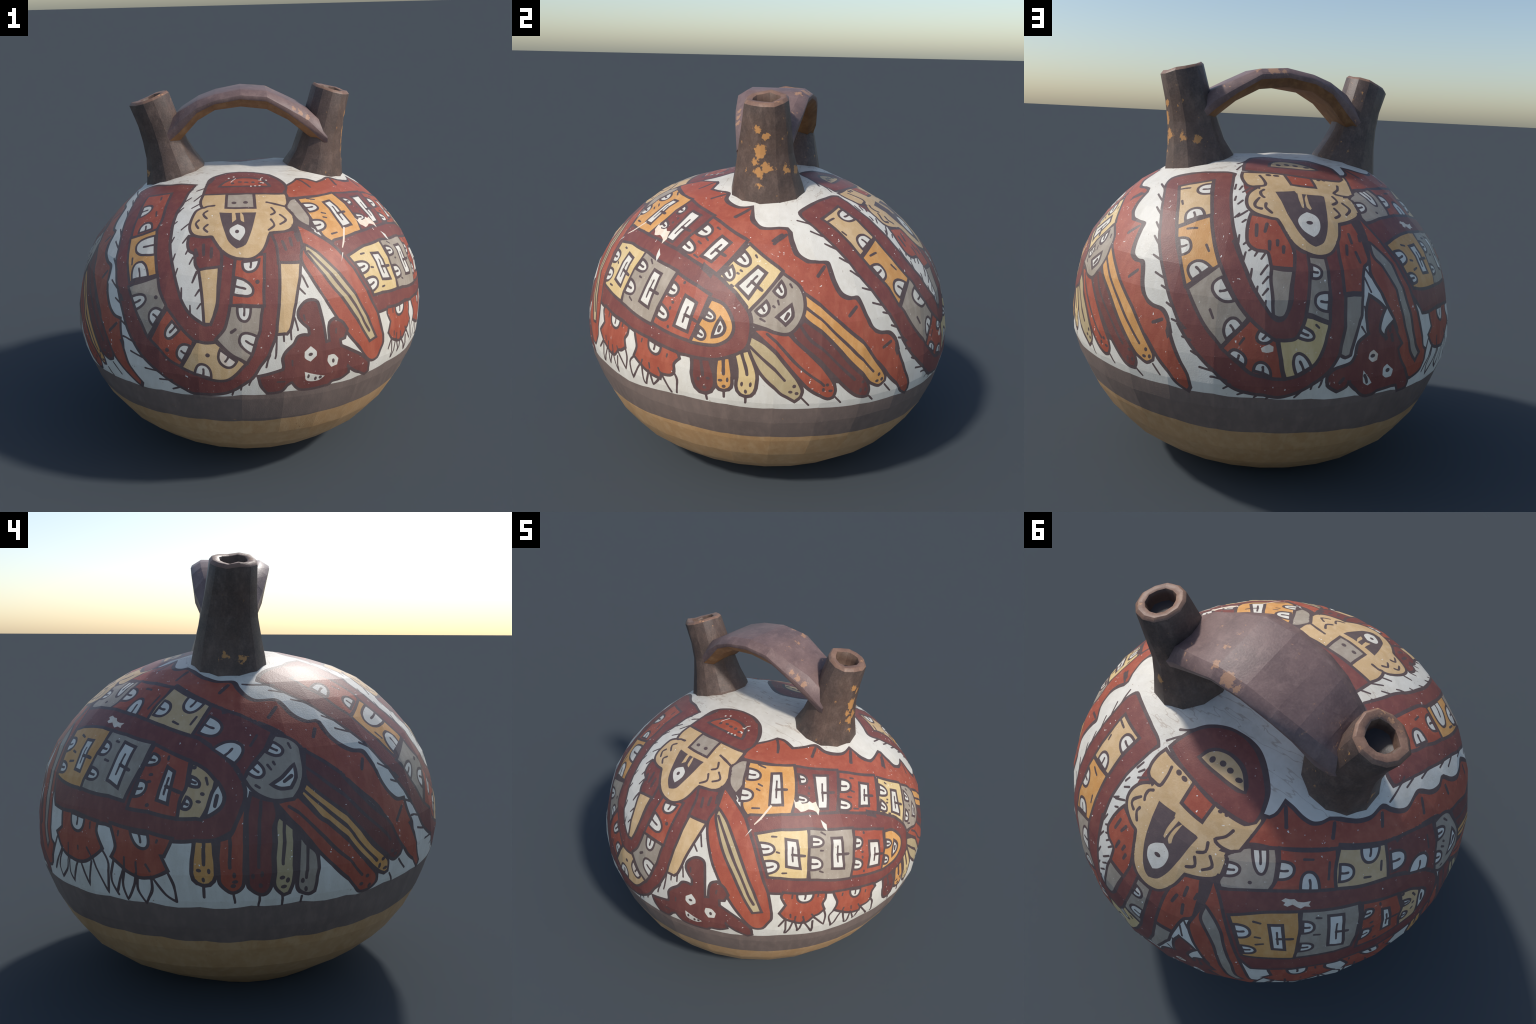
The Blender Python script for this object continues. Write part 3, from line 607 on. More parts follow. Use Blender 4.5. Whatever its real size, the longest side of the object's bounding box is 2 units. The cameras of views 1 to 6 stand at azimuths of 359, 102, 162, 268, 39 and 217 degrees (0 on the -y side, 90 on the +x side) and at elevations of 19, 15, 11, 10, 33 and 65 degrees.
dots((-81.2, 67.9), (-79.7, 67.5), (-75.2, 69.6), (-90.6, 65.2), (-87.2, 65.4), (-83.6, 65.4), (-109.8, 71.9), (-113.7, 70.4), (-82.0, 69.9), size=0.006, colour='white')
# --- second flying figure on the other side
motif("painted_streamer")
shape([(54.7, 60.3), (43.7, 59.3), (35.3, 57.3), (28.6, 54.9), (24.8, 52.9), (25.9, 50.7), (29.8, 47.5), (33.9, 43.2), (37.8, 38.3), (40.9, 33.3), (44.5, 28.2), (46.9, 24.7), (49.7, 19.8), (51.6, 16.8), (54.1, 12.9), (53.0, 14.1), (56.6, 9.7), (60.4, 5.8), (64.5, 2.1), (67.9, -0.1), (72.5, -1.4), (73.5, -1.6), (78.1, -2.1), (81.6, -1.3), (85.0, 0.2), (88.5, 2.4), (90.9, 4.4), (92.4, 6.6), (93.7, 9.3), (94.6, 12.3), (95.0, 13.6), (95.8, 19.8), (96.7, 26.0), (97.5, 30.0), (96.3, 37.8), (91.7, 43.5), (82.1, 46.4), (75.4, 53.1)], "maroon")
shape([(34.5, 50.7), (47.1, 55.2), (54.4, 43.1), (44.4, 38.5), (39.9, 45.4)], "tan")
shape([(45.0, 37.6), (54.6, 42.1), (58.2, 34.7), (61.2, 29.1), (53.3, 23.5), (50.2, 29.3), (46.9, 34.1)], "orange")
shape([(54.2, 22.6), (61.6, 28.6), (64.2, 24.6), (66.9, 20.6), (70.1, 17.0), (67.3, 13.9), (64.0, 10.1), (60.3, 14.0), (57.1, 18.5)], "grey")
shape([(70.9, 16.3), (72.9, 14.4), (74.9, 12.6), (77.3, 11.5), (79.0, 2.8), (75.8, 2.9), (71.9, 3.9), (68.9, 6.2), (64.5, 9.5), (68.0, 13.4)], "red")
shape([(78.3, 11.6), (80.0, 11.6), (82.4, 12.1), (84.3, 15.0), (85.0, 17.0), (90.6, 15.2), (90.5, 14.7), (89.4, 10.8), (87.9, 7.7), (86.5, 5.7), (83.4, 3.7), (80.0, 2.9), (78.9, 7.4)], "yellow")
shape([(87.0, 31.9), (91.7, 31.5), (91.7, 27.6), (91.5, 23.1), (90.9, 16.1), (85.2, 18.1), (86.2, 23.3), (86.9, 28.1)], "grey")
tooth((48.5, 53.7), (50.7, 50.1), (44.4, 50.8))
tooth((46.9, 40.1), (52.0, 42.1), (47.4, 43.7))
tooth((47.0, 34.5), (49.2, 30.7), (51.1, 33.4))
tooth((55.1, 25.1), (58.8, 28.1), (54.0, 28.8))
tooth((63.0, 25.7), (66.4, 21.2), (61.6, 22.2))
tooth((65.6, 11.9), (68.6, 15.0), (65.5, 15.8))
tooth((73.6, 13.9), (76.2, 12.4), (73.6, 11.5))
tooth((66.2, 8.0), (69.5, 5.9), (68.6, 8.6))
tooth((72.4, 4.3), (75.8, 3.1), (74.2, 5.9))
tooth((83.6, 14.7), (82.7, 13.0), (86.2, 12.2))
tooth((82.9, 3.5), (85.6, 4.9), (82.5, 8.2))
tooth((87.3, 29.5), (86.9, 26.8), (89.6, 27.7))
tooth((91.4, 22.5), (91.0, 18.7), (87.7, 20.9))
lines([(36.1, 49.7), (39.8, 50.8)], [(40.6, 45.9), (41.8, 44.9)], [(48.4, 37.8), (51.6, 38.3)], [(56.3, 34.1), (57.6, 32.5)], [(60.6, 18.2), (61.6, 16.2)], [(69.5, 12.2), (68.6, 10.8)], [(87.3, 15.1), (88.0, 14.5)], width=0.011)
fill([(56.5, 61.0), (57.4, 55.8), (59.4, 50.0), (62.7, 41.4), (65.1, 36.0), (67.3, 31.6), (64.6, 35.7), (66.8, 32.0), (68.8, 28.6), (70.6, 25.2), (72.6, 22.1), (74.3, 19.6), (76.3, 17.2), (77.9, 16.5), (79.6, 17.4), (81.0, 20.5), (81.6, 24.8), (82.1, 28.8), (82.4, 34.0), (81.0, 37.8), (75.3, 43.1), (66.1, 50.4), (61.0, 58.8), (55.9, 68.0), (52.0, 67.5)], "white")
lines([(55.3, 60.0), (57.4, 55.8), (59.4, 50.0), (62.7, 41.4), (65.1, 36.0), (67.3, 31.6), (64.6, 35.7), (66.8, 32.0), (68.8, 28.6), (70.6, 25.2), (72.6, 22.1), (74.3, 19.6), (76.3, 17.2), (77.9, 16.5), (79.6, 17.4), (81.0, 20.5), (81.6, 24.8), (82.1, 28.8), (82.4, 32.8)])
lines([(59.8, 52.9), (59.4, 55.1)], [(61.6, 48.3), (61.6, 49.8)], [(63.3, 42.6), (64.5, 44.1)], [(65.8, 35.4), (65.8, 37.6)], [(70.3, 27.0), (70.5, 28.7)], [(72.1, 22.7), (72.3, 24.4)], [(62.6, 54.5), (61.9, 52.8)], [(66.3, 54.0), (63.7, 51.9)], [(64.7, 48.5), (63.2, 47.1)], [(67.2, 45.2), (64.1, 42.9)], [(67.1, 42.2), (66.1, 41.4)], [(68.3, 35.8), (67.5, 35.1)], [(69.8, 33.9), (69.3, 33.5)], [(71.7, 33.1), (71.1, 32.1)], [(74.5, 33.4), (73.0, 31.3)], [(74.8, 29.6), (73.0, 27.3)], [(75.0, 26.7), (73.6, 25.1)], [(74.9, 23.7), (73.8, 22.4)], [(55.9, 67.2), (54.7, 63.0)], [(70.3, 26.3), (70.5, 28.7)], [(72.1, 22.7), (72.3, 24.4)], [(74.3, 19.6), (74.5, 20.9)], [(68.0, 30.9), (68.4, 33.0)], [(75.0, 23.8), (73.7, 22.3)], width=0.01)
lines([(27.2, 48.8), (22.3, 50.2)], [(32.3, 44.6), (27.0, 46.4)], [(35.2, 40.8), (31.4, 42.5)], [(38.4, 36.4), (35.6, 38.2)], [(41.1, 32.3), (38.0, 34.2)], [(43.9, 28.5), (40.7, 29.4)], [(47.1, 24.1), (43.4, 25.3)], [(48.8, 21.5), (46.3, 22.4)], [(51.0, 17.3), (48.7, 18.5)], [(53.3, 14.3), (50.8, 14.7)], [(56.3, 10.7), (54.1, 11.2)], [(55.8, 10.8), (54.0, 11.2)], [(58.9, 7.0), (56.5, 8.1)], [(63.0, 3.3), (58.9, 4.4)], [(65.6, 1.7), (61.7, 2.1)], [(66.5, 0.8), (64.9, -0.5)], [(70.2, -1.0), (68.4, -1.8)], [(70.7, -1.0), (68.9, -1.5)], [(73.5, -1.7), (72.3, -2.5)], [(76.0, -2.2), (75.1, -3.0)], [(84.1, -0.6), (82.3, -2.5)], [(86.2, 0.3), (86.0, -0.7)], [(89.2, 2.6), (88.2, -0.2)], width=0.01)
motif("painted_sleeve")
shape([(69.0, 43.9), (73.4, 43.3), (77.5, 42.9), (79.9, 39.1), (81.8, 35.3), (82.4, 32.6), (82.0, 29.3), (76.1, 29.6), (75.3, 32.9), (74.0, 33.6), (71.4, 34.0), (69.1, 35.6), (68.5, 38.6), (68.6, 42.1)], "red")
shape([(100.5, 40.7), (110.1, 42.0), (110.2, 37.9), (109.2, 34.4), (106.1, 29.9), (103.8, 28.6), (101.3, 22.3), (96.3, 22.5), (96.7, 27.7), (97.5, 34.3)], "red")
lines([(71.0, 40.9), (71.2, 37.7)], [(74.4, 41.1), (73.8, 38.9)], [(75.3, 36.1), (75.3, 33.9)], [(77.8, 36.5), (77.7, 35.2)], [(79.6, 34.8), (79.5, 33.3)], [(103.1, 38.1), (102.7, 35.4)], [(106.9, 37.3), (106.2, 35.7)], [(100.5, 34.7), (99.5, 32.2)], [(103.1, 32.7), (103.3, 29.9)])
shape([(76.2, 28.7), (78.9, 28.4), (81.7, 28.3), (81.0, 24.8), (80.3, 21.0), (80.0, 19.1), (79.2, 17.7), (77.8, 17.4), (76.8, 17.8), (76.5, 22.6), (76.1, 25.8)], "grey")
shape([(96.3, 21.4), (101.0, 21.2), (100.1, 16.6), (99.3, 15.3), (97.6, 11.3), (96.1, 7.4), (95.0, 7.1), (93.8, 7.8), (94.6, 10.6), (95.6, 14.5)], "grey")
lines([(103.4, 25.8), (104.4, 22.0)], [(104.3, 28.1), (105.8, 25.6)], [(101.6, 18.6), (102.0, 15.1)], [(100.0, 13.7), (101.3, 12.0)], width=0.01)
motif("painted_scallop_border")
shape([(124.1, 59.7), (127.2, 60.8), (131.4, 60.1), (135.8, 60.9), (141.1, 63.4), (143.9, 61.6), (147.0, 58.7), (150.3, 56.6), (154.3, 55.8), (159.2, 55.7), (164.9, 53.0), (168.2, 51.3), (173.5, 49.7), (179.6, 49.4), (-178.5, 46.9), (-176.1, 44.3), (-173.0, 42.7), (-166.7, 42.4), (-164.5, 40.8), (-162.8, 38.2), (-161.0, 36.5), (-158.3, 35.1), (-155.0, 34.9), (-154.3, 32.9), (-153.2, 30.2), (-151.0, 27.9), (-147.6, 26.2), (-144.4, 25.5), (-143.2, 23.4), (-142.2, 20.5), (-141.0, 17.5), (-138.6, 14.4), (-135.9, 12.7), (-133.0, 12.4), (-132.3, 9.0), (-130.7, 5.2), (-132.1, 6.7), (-130.4, 3.1), (-128.3, -1.0), (-124.9, -4.8), (-125.5, -6.2), (-131.0, -2.4), (-135.7, 2.3), (-139.2, 6.7), (-141.1, 8.9), (-143.8, 13.0), (-149.8, 18.6), (-155.8, 24.1), (-161.6, 28.5), (-168.1, 34.0), (-175.0, 37.6), (173.2, 42.6), (169.8, 44.0), (156.9, 48.8), (143.5, 51.7), (134.1, 52.9), (121.7, 53.8)], "red", corner=36)
lines([(140.9, 62.5), (139.1, 57.5)], [(159.9, 54.6), (156.6, 51.4)], [(178.5, 48.5), (175.5, 45.9)], [(-166.2, 40.3), (-169.3, 37.4)], [(-156.3, 33.1), (-157.7, 31.0)], [(-144.8, 23.9), (-146.3, 21.6)], [(-134.2, 10.9), (-137.3, 8.0)])
motif("painted_wing")
fill([(121.7, 53.8), (134.1, 52.9), (143.5, 51.7), (156.9, 48.8), (157.9, 49.7), (173.2, 42.6), (-177.8, 38.3), (-169.4, 33.5), (-163.1, 29.1), (-162.8, 24.9), (-163.2, 22.3), (-164.6, 18.7), (-166.6, 16.5), (-171.0, 16.8), (-174.2, 18.0), (-176.5, 19.5), (-178.1, 21.6), (-179.9, 24.3), (176.3, 27.0), (169.8, 31.9), (164.3, 33.8), (157.8, 35.7), (151.4, 37.8), (140.1, 40.2), (130.2, 41.3), (114.0, 40.8), (111.9, 42.4), (112.0, 48.0)], "line")
fill([(-179.2, 14.2), (-176.6, 18.6), (-171.0, 16.9), (-166.6, 16.5), (-164.1, 20.0), (-161.9, 27.2), (-146.1, 13.8), (-142.4, 4.1), (-145.1, 0.4), (-150.6, -2.0), (-155.3, 0.2), (-160.9, 4.0), (-161.7, -1.2), (-167.5, -1.6), (-172.5, -1.1), (-179.8, -0.6), (176.8, 1.1), (174.6, 5.5), (169.7, 8.3)], "line")
fill([(111.6, 46.1), (112.2, 42.8), (113.6, 36.8), (109.6, 31.6), (106.5, 30.6), (106.9, 37.3), (106.5, 42.5)], "line")
motif("painted_feather")
shape([(-166.0, 8.5), (-164.4, 6.4), (-161.7, 3.9), (-161.7, -2.3), (-162.3, -5.0), (-163.9, -5.7), (-166.0, -5.0), (-166.8, -3.0)], "grey", grow=0)
shape([(-170.3, 13.3), (-167.0, 10.0), (-167.0, 9.5), (-167.6, -2.1), (-168.4, -4.7), (-169.9, -5.1), (-171.5, -3.3), (-172.0, -1.1), (-171.1, 11.8)], "dun", grow=0)
shape([(-176.6, 18.4), (-173.8, 17.3), (-171.0, 16.7), (-170.7, 13.2), (-171.6, 10.6), (-172.5, -2.1), (-173.7, -4.2), (-175.2, -4.7), (-177.2, -3.8), (-178.2, -2.2), (-177.9, 12.5), (-177.5, 15.2)], "maroon", grow=0)
shape([(-177.5, 17.0), (-178.2, 12.5), (-179.1, -1.9), (179.9, -3.4), (178.2, -3.8), (176.4, -2.4), (175.4, -0.7), (175.4, 4.8), (175.6, 8.6), (178.4, 9.5), (-180.0, 12.6)], "red", grow=0)
feather([(172.2, 8.7), (172.1, 4.8), (171.9, 0.6)], 0.096, "orange", whisker=0.05)
shape([(-161.5, 27.7), (-156.3, 24.1), (-146.2, 13.5), (-140.3, 7.9), (-135.7, 1.5), (-136.0, -0.4), (-138.2, -1.4), (-140.8, -0.7), (-146.4, 4.6), (-151.6, 9.9), (-157.0, 14.9), (-162.7, 20.4), (-162.6, 23.7)], "purple", grow=0)
shape([(-165.3, 16.9), (-160.1, 11.8), (-158.3, 10.6), (-150.8, 2.5), (-144.6, -3.5), (-144.3, -5.6), (-145.8, -7.3), (-148.8, -7.7), (-150.5, -6.7), (-160.1, 3.2), (-167.3, 11.5), (-170.8, 16.2)], "red", grow=0)
shape([(-162.8, 20.1), (-157.0, 14.9), (-151.6, 9.9), (-146.4, 4.1), (-142.5, 0.2), (-141.0, -1.8), (-140.8, -4.1), (-142.0, -4.6), (-143.8, -3.5), (-150.8, 2.8), (-158.3, 10.8), (-160.1, 12.0), (-164.7, 17.5)], "orange", grow=0)
lines([(-164.0, 6.1), (-164.6, -1.6)], [(-169.1, 11.9), (-169.9, 2.5)], [(-174.3, 16.6), (-175.1, 9.9), (-175.6, 2.0)], [(178.2, 9.0), (178.0, 2.3)], [(-162.3, 23.7), (-145.7, 9.1), (-140.5, 3.8)], [(-167.8, 15.0), (-163.2, 11.1), (-156.7, 4.2), (-149.2, -3.1)], [(-163.8, 18.4), (-155.2, 10.4), (-150.6, 5.3), (-145.0, -0.4)], width=0.014)
dots((-139.9, 0.9), (-138.3, -0.0), (-143.0, -0.5), (-143.9, -2.0), (-142.0, -3.2), (-147.4, -3.7), (-149.3, -5.5), (-146.5, -6.4), (-170.2, -0.7), (-168.9, -1.5), (-169.7, -3.0), (-165.5, -2.3), (-164.6, -4.4), (-177.0, -0.2), (-174.9, 0.4), (-175.2, -2.4), (178.8, 0.5), (179.0, -1.1), (178.6, -2.1), size=0.01)
lines([(-136.3, -1.7), (-133.1, -4.8)], [(-139.9, -4.9), (-138.0, -7.1)], [(178.6, -4.0), (178.7, -6.4)], [(-175.5, -4.6), (-175.7, -7.7)], [(-170.2, -5.1), (-170.1, -7.7)], [(-165.6, -6.2), (-165.8, -7.8)], width=0.01)
motif("painted_wing")
shape([(114.2, 49.9), (121.8, 52.5), (133.1, 52.3), (133.1, 49.2), (131.5, 44.0), (129.4, 41.6), (113.9, 41.4), (113.1, 42.9), (114.2, 45.1), (113.3, 48.2)], "grey")
shape([(135.2, 52.2), (155.9, 48.3), (153.4, 42.6), (151.4, 38.2), (140.2, 40.7), (130.2, 41.5), (132.9, 44.2), (134.6, 48.6)], "red")
shape([(157.5, 47.9), (163.9, 45.2), (173.5, 41.2), (170.4, 36.9), (167.7, 33.3), (159.9, 35.3), (151.9, 38.0), (153.3, 42.6)], "tan")
shape([(173.3, 41.6), (177.7, 40.0), (175.9, 40.6), (-177.8, 38.0), (-169.5, 33.2), (-173.3, 27.5), (-176.7, 24.2), (-178.1, 21.6), (-179.9, 24.3), (176.3, 27.0), (173.6, 28.6), (168.2, 32.8), (170.6, 36.9)], "maroon")
shape([(-168.6, 32.0), (-165.4, 30.9), (-163.1, 28.9), (-163.0, 25.2), (-163.4, 22.3), (-164.8, 18.9), (-166.6, 16.8), (-171.0, 17.0), (-174.2, 18.2), (-176.3, 19.7), (-177.7, 21.6), (-175.6, 24.6), (-172.1, 28.2)], "grey")
shape([(111.7, 40.3), (121.8, 41.3), (130.2, 41.3), (140.1, 40.2), (151.4, 37.8), (157.8, 35.7), (164.3, 33.8), (169.8, 31.9), (174.2, 29.3), (177.9, 26.3), (-179.6, 23.3), (-178.3, 19.7), (-178.4, 17.0), (-179.8, 13.9), (178.6, 10.5), (174.7, 8.9), (169.7, 8.5), (164.3, 8.7), (158.9, 9.5), (152.3, 10.4), (146.6, 11.2), (143.8, 11.5), (136.4, 12.4), (123.9, 13.6), (117.2, 24.7), (114.7, 31.6)], "maroon")
shape([(117.7, 33.6), (128.3, 35.2), (138.4, 34.5), (137.6, 28.5), (135.3, 18.8), (125.0, 20.0), (121.7, 20.6), (120.0, 27.8)], "orange")
shape([(139.7, 34.4), (156.4, 31.1), (154.8, 25.6), (151.1, 17.3), (144.2, 18.1), (135.9, 19.0), (138.0, 27.4)], "grey")
shape([(157.8, 30.4), (168.2, 26.3), (167.5, 19.4), (165.7, 13.7), (152.9, 15.6), (155.1, 22.3)], "red")
shape([(169.4, 25.6), (172.6, 24.0), (174.8, 21.7), (174.2, 18.9), (172.9, 15.9), (171.5, 13.3), (166.2, 13.6), (167.0, 17.8), (168.2, 20.1)], "tan")
shape([(175.8, 20.8), (177.0, 18.1), (176.0, 15.9), (172.9, 13.9), (174.6, 18.8)], "white")
lines([(175.6, 18.4), (174.9, 16.1)])
glyph((129.9, 31.1), (132.7, 30.9), (132.7, 23.3), (130.4, 23.7), bar=2.2)
glyph((147.4, 30.8), (150.8, 29.9), (148.7, 20.4), (145.5, 21.7), bar=1.5)
glyph((162.9, 24.6), (164.1, 23.9), (163.0, 17.2), (161.1, 17.7), bar=3.0)
shape([(-165.5, 23.8), (-165.7, 21.3), (-167.0, 19.4), (-169.2, 19.5), (-170.9, 20.3), (-168.5, 21.5)], "white")
lines([(-166.4, 21.7), (-168.3, 20.7)])
tooth((114.7, 47.9), (114.4, 45.0), (119.0, 46.6))
tooth((124.4, 52.6), (129.4, 52.5), (127.3, 46.4))
tooth((134.4, 48.9), (133.0, 44.9), (138.7, 46.3))
tooth((140.7, 40.6), (145.7, 39.5), (144.3, 44.7))
tooth((155.2, 43.8), (153.3, 40.1), (158.2, 40.6))
tooth((165.3, 45.0), (170.2, 42.7), (165.1, 40.7))
tooth((172.5, 38.3), (170.0, 34.2), (175.8, 34.4))
tooth((174.5, 29.2), (179.5, 25.8), (-179.2, 30.3))
tooth((-170.0, 30.3), (-171.7, 28.4), (-168.1, 27.6))
tooth((-174.7, 25.5), (-176.9, 23.6), (-173.7, 22.7))
tooth((119.0, 30.9), (120.0, 27.5), (123.3, 29.5))
tooth((121.2, 24.0), (121.9, 21.8), (124.7, 23.0))
tooth((139.3, 31.2), (138.7, 28.3), (141.8, 29.2))
tooth((137.7, 24.0), (137.0, 21.8), (140.5, 22.4))
tooth((157.6, 28.0), (156.3, 26.0), (159.4, 26.4))
tooth((155.0, 21.5), (154.1, 18.5), (157.0, 19.9))
tooth((169.0, 22.4), (168.7, 21.1), (170.9, 20.8))
tooth((167.9, 17.8), (167.0, 16.1), (168.8, 16.2))
lines([(143.6, 48.7), (146.9, 48.0)], [(152.3, 45.9), (150.0, 41.6)], [(161.2, 37.4), (163.1, 36.6)], [(168.6, 38.5), (167.1, 36.4)], [(-173.6, 32.6), (-175.8, 29.7)], [(-165.6, 29.6), (-165.3, 28.3)], [(-171.8, 24.9), (-171.1, 23.8)], [(-170.3, 25.5), (-170.0, 24.9)], [(-175.2, 20.2), (-174.3, 19.7)], [(124.8, 32.6), (126.9, 32.1)], [(125.2, 27.8), (126.7, 27.5)], [(125.4, 25.0), (127.5, 25.3)], [(143.5, 31.7), (144.8, 31.3)], [(141.8, 26.6), (143.4, 26.2)], [(172.8, 22.4), (173.2, 20.9)], width=0.011)
dots((123.4, 43.7), (162.5, 27.4), (158.3, 23.1), (158.1, 21.4), (158.1, 16.0), (172.0, 18.7), (171.0, 16.9), (169.8, 24.8), size=0.009)
fill([(133.6, 38.6), (135.0, 39.2), (136.4, 38.7), (137.8, 38.6), (138.7, 37.7), (140.5, 37.2), (142.8, 37.1), (142.0, 36.3), (142.3, 35.5), (140.6, 36.0), (139.3, 35.6), (138.4, 36.1), (137.0, 37.1), (135.3, 36.7), (134.1, 37.3), (134.8, 37.9)], "bone", corner=20)
motif("painted_streamer")
fill([(73.6, 9.8), (75.6, 10.8), (76.7, 10.3), (76.6, 9.2), (75.0, 8.7), (73.9, 8.9)], "bone", corner=30)
motif("painted_paw")
shape([(128.6, 12.6), (136.4, 12.3), (143.4, 11.3), (143.2, 9.1), (145.4, 5.2), (142.6, 3.5), (138.9, 1.8), (134.9, 1.5), (129.9, 3.2), (126.7, 6.9), (129.2, 8.5)], "red")
shape([(148.2, 11.2), (153.2, 10.5), (164.3, 8.7), (162.6, 5.1), (161.6, 5.1), (163.1, 1.7), (161.1, 0.6), (158.8, -0.4), (156.0, -0.3), (152.6, 1.2), (151.4, 2.1), (148.8, 3.7), (150.0, 6.3)], "red")
tooth((133.6, 12.3), (138.3, 12.0), (135.9, 8.8))
tooth((154.2, 10.1), (158.2, 9.4), (157.1, 6.5))
lines([(126.8, 6.2), (125.1, 3.2), (123.4, -0.6)], [(129.3, 3.6), (123.8, -3.2)], [(129.3, 2.8), (126.8, -1.7), (127.1, -4.6), (131.0, -1.7), (132.4, 1.4)], [(133.1, 1.0), (132.2, -2.6), (133.5, -4.7), (136.7, 1.3)], [(137.8, 1.2), (139.6, -4.5), (141.7, 1.8)], [(142.2, 2.9), (146.2, -5.7), (147.5, 1.7), (145.2, 5.3)], [(149.1, 3.2), (147.9, -2.3), (149.2, -5.6)], [(152.0, 1.7), (149.0, -5.0)], [(152.0, 0.9), (151.1, -3.3), (151.7, -6.6), (154.3, -2.9), (155.2, 0.4)], [(155.5, -0.9), (155.3, -3.7), (156.9, -7.3), (159.0, -3.9), (159.3, -0.3)], [(159.7, -0.6), (162.4, -4.5), (164.8, -6.1)], [(163.1, 1.7), (164.8, -2.2), (164.8, -5.8)], width=0.012)
lines([(132.4, 4.9), (132.4, 1.7)], [(136.7, 4.8), (136.7, 4.0)], [(140.1, 5.0), (141.5, 3.3)], [(152.2, 4.0), (152.0, 1.7)], [(155.4, 3.0), (155.4, 0.7)], [(158.0, 2.4), (159.0, 0.9)], [(150.4, 9.9), (150.3, 8.9)], [(161.0, 8.3), (160.8, 7.8)], [(141.0, 11.1), (141.0, 9.8)], width=0.01)
motif("painted_feather")
shape([(111.0, 42.4), (113.6, 38.0), (115.6, 32.9), (117.3, 28.1), (118.7, 23.6), (119.8, 19.3), (120.9, 14.7), (121.8, 9.3), (122.7, 4.2), (124.2, 3.2), (122.2, -1.8), (118.4, -3.0), (115.6, -1.1), (113.4, 3.2), (111.3, 8.7), (112.3, 11.3), (110.1, 16.5), (108.0, 21.7), (106.2, 26.9), (107.4, 30.3), (110.0, 36.6)], "red")
shape([(110.1, 34.4), (113.0, 31.3), (115.2, 27.7), (116.1, 23.3), (117.1, 18.7), (118.1, 13.5), (118.9, 6.5), (120.6, 3.3), (119.3, 2.0), (117.4, 4.9), (116.4, 8.9), (115.3, 14.0), (114.1, 21.6), (111.5, 27.4), (109.4, 30.9)], "grey")
motif("painted_trophy_head")
shape([(103.7, 20.9), (106.4, 19.0), (108.1, 17.2), (106.1, 14.5), (105.7, 11.9), (108.0, 9.3), (108.2, 11.7), (110.3, 13.1), (111.4, 10.4), (113.0, 7.6), (111.5, 6.4), (112.6, 3.4), (115.5, -0.8), (117.3, -3.6), (116.8, -5.5), (113.6, -5.6), (112.5, -3.7), (105.8, -3.5), (104.1, -4.2), (101.3, -4.2), (98.6, -2.3), (96.0, 0.8), (95.4, -0.7), (93.4, -1.6), (90.6, 0.4), (90.5, 2.5), (92.5, 4.0), (96.6, 4.9), (97.9, 6.7), (98.9, 9.7), (102.6, 11.8), (102.2, 12.8), (102.1, 16.7)], "maroon")
fill([(103.4, 7.7), (104.9, 6.4), (104.7, 4.9), (103.2, 4.6), (101.9, 5.7), (102.2, 7.1)], "bone")
fill([(108.0, 3.1), (109.9, 1.1), (109.5, -0.7), (107.8, -0.6), (106.5, 0.5), (106.8, 2.3)], "white")
fill([(100.3, 2.7), (103.4, -1.0), (102.3, -1.6), (100.7, -0.7), (100.1, 0.7)], "white")
dots((103.2, 6.2), (108.2, 1.4), size=0.011)
lines([(100.7, 1.3), (101.8, -0.7)], [(109.6, 10.2), (109.8, 8.7)], [(93.7, 0.6), (94.7, 1.5)], [(109.2, 12.5), (109.2, 11.3)])
motif("painted_mask")
shape([(59.9, 61.8), (84.0, 63.4), (104.5, 62.5), (127.5, 60.1), (125.3, 57.7), (120.7, 53.9), (118.5, 51.8), (114.1, 51.2), (111.4, 51.3), (113.2, 49.7), (113.6, 47.4), (112.9, 44.7), (110.3, 43.3), (105.9, 42.3), (100.7, 41.6), (98.7, 37.7), (96.6, 35.1), (94.3, 33.2), (91.4, 32.5), (88.6, 32.7), (85.5, 33.8), (83.0, 35.8), (81.1, 38.9), (79.3, 41.8), (78.1, 43.2), (75.9, 43.4), (73.1, 44.0), (69.8, 45.1), (67.5, 46.8), (66.6, 49.0), (66.9, 51.6), (68.9, 53.6), (71.2, 54.7), (68.6, 55.1), (65.1, 55.5), (62.4, 57.4), (60.5, 59.8)], "tan")
lines([(66.2, 54.7), (69.0, 55.2), (73.3, 56.0), (72.2, 58.9), (69.8, 61.2)], [(114.6, 56.2), (112.0, 54.4), (107.8, 52.9), (110.6, 51.6), (116.1, 50.9)], width=0.014)
fill([(78.0, 53.3), (87.3, 54.0), (87.8, 53.0), (99.7, 52.0), (100.8, 51.6), (98.9, 47.9), (97.4, 44.1), (95.2, 39.2), (92.8, 36.0), (89.7, 34.8), (87.9, 35.6), (85.7, 37.9), (83.8, 41.1), (82.1, 44.5), (80.6, 48.2)], "slate")
fill([(88.4, 53.5), (90.4, 53.1), (89.0, 47.0), (88.2, 47.2), (87.8, 49.9)], "tan")
fill([(92.6, 52.8), (91.7, 48.9), (92.2, 46.9), (91.4, 46.4), (90.2, 47.5), (90.7, 50.7)], "tan")
fill([(89.6, 45.6), (92.2, 44.7), (93.4, 43.2), (93.1, 40.6), (91.7, 38.7), (89.9, 37.7), (88.2, 38.5), (86.4, 39.8), (85.3, 42.3), (86.8, 44.3)], "white")
dots((89.5, 42.0), size=0.013)
lines([(72.7, 53.8), (71.4, 52.8), (71.9, 51.3), (73.1, 50.4)], [(71.1, 50.1), (69.6, 47.9), (70.2, 46.7), (72.3, 46.2)], [(73.9, 48.0), (73.9, 46.6), (76.1, 45.0)], [(105.4, 51.5), (105.6, 49.2), (102.6, 48.2)], [(102.3, 46.7), (103.3, 44.5), (100.5, 43.4)], [(107.8, 48.4), (109.4, 45.9), (106.3, 44.3)], width=0.014)
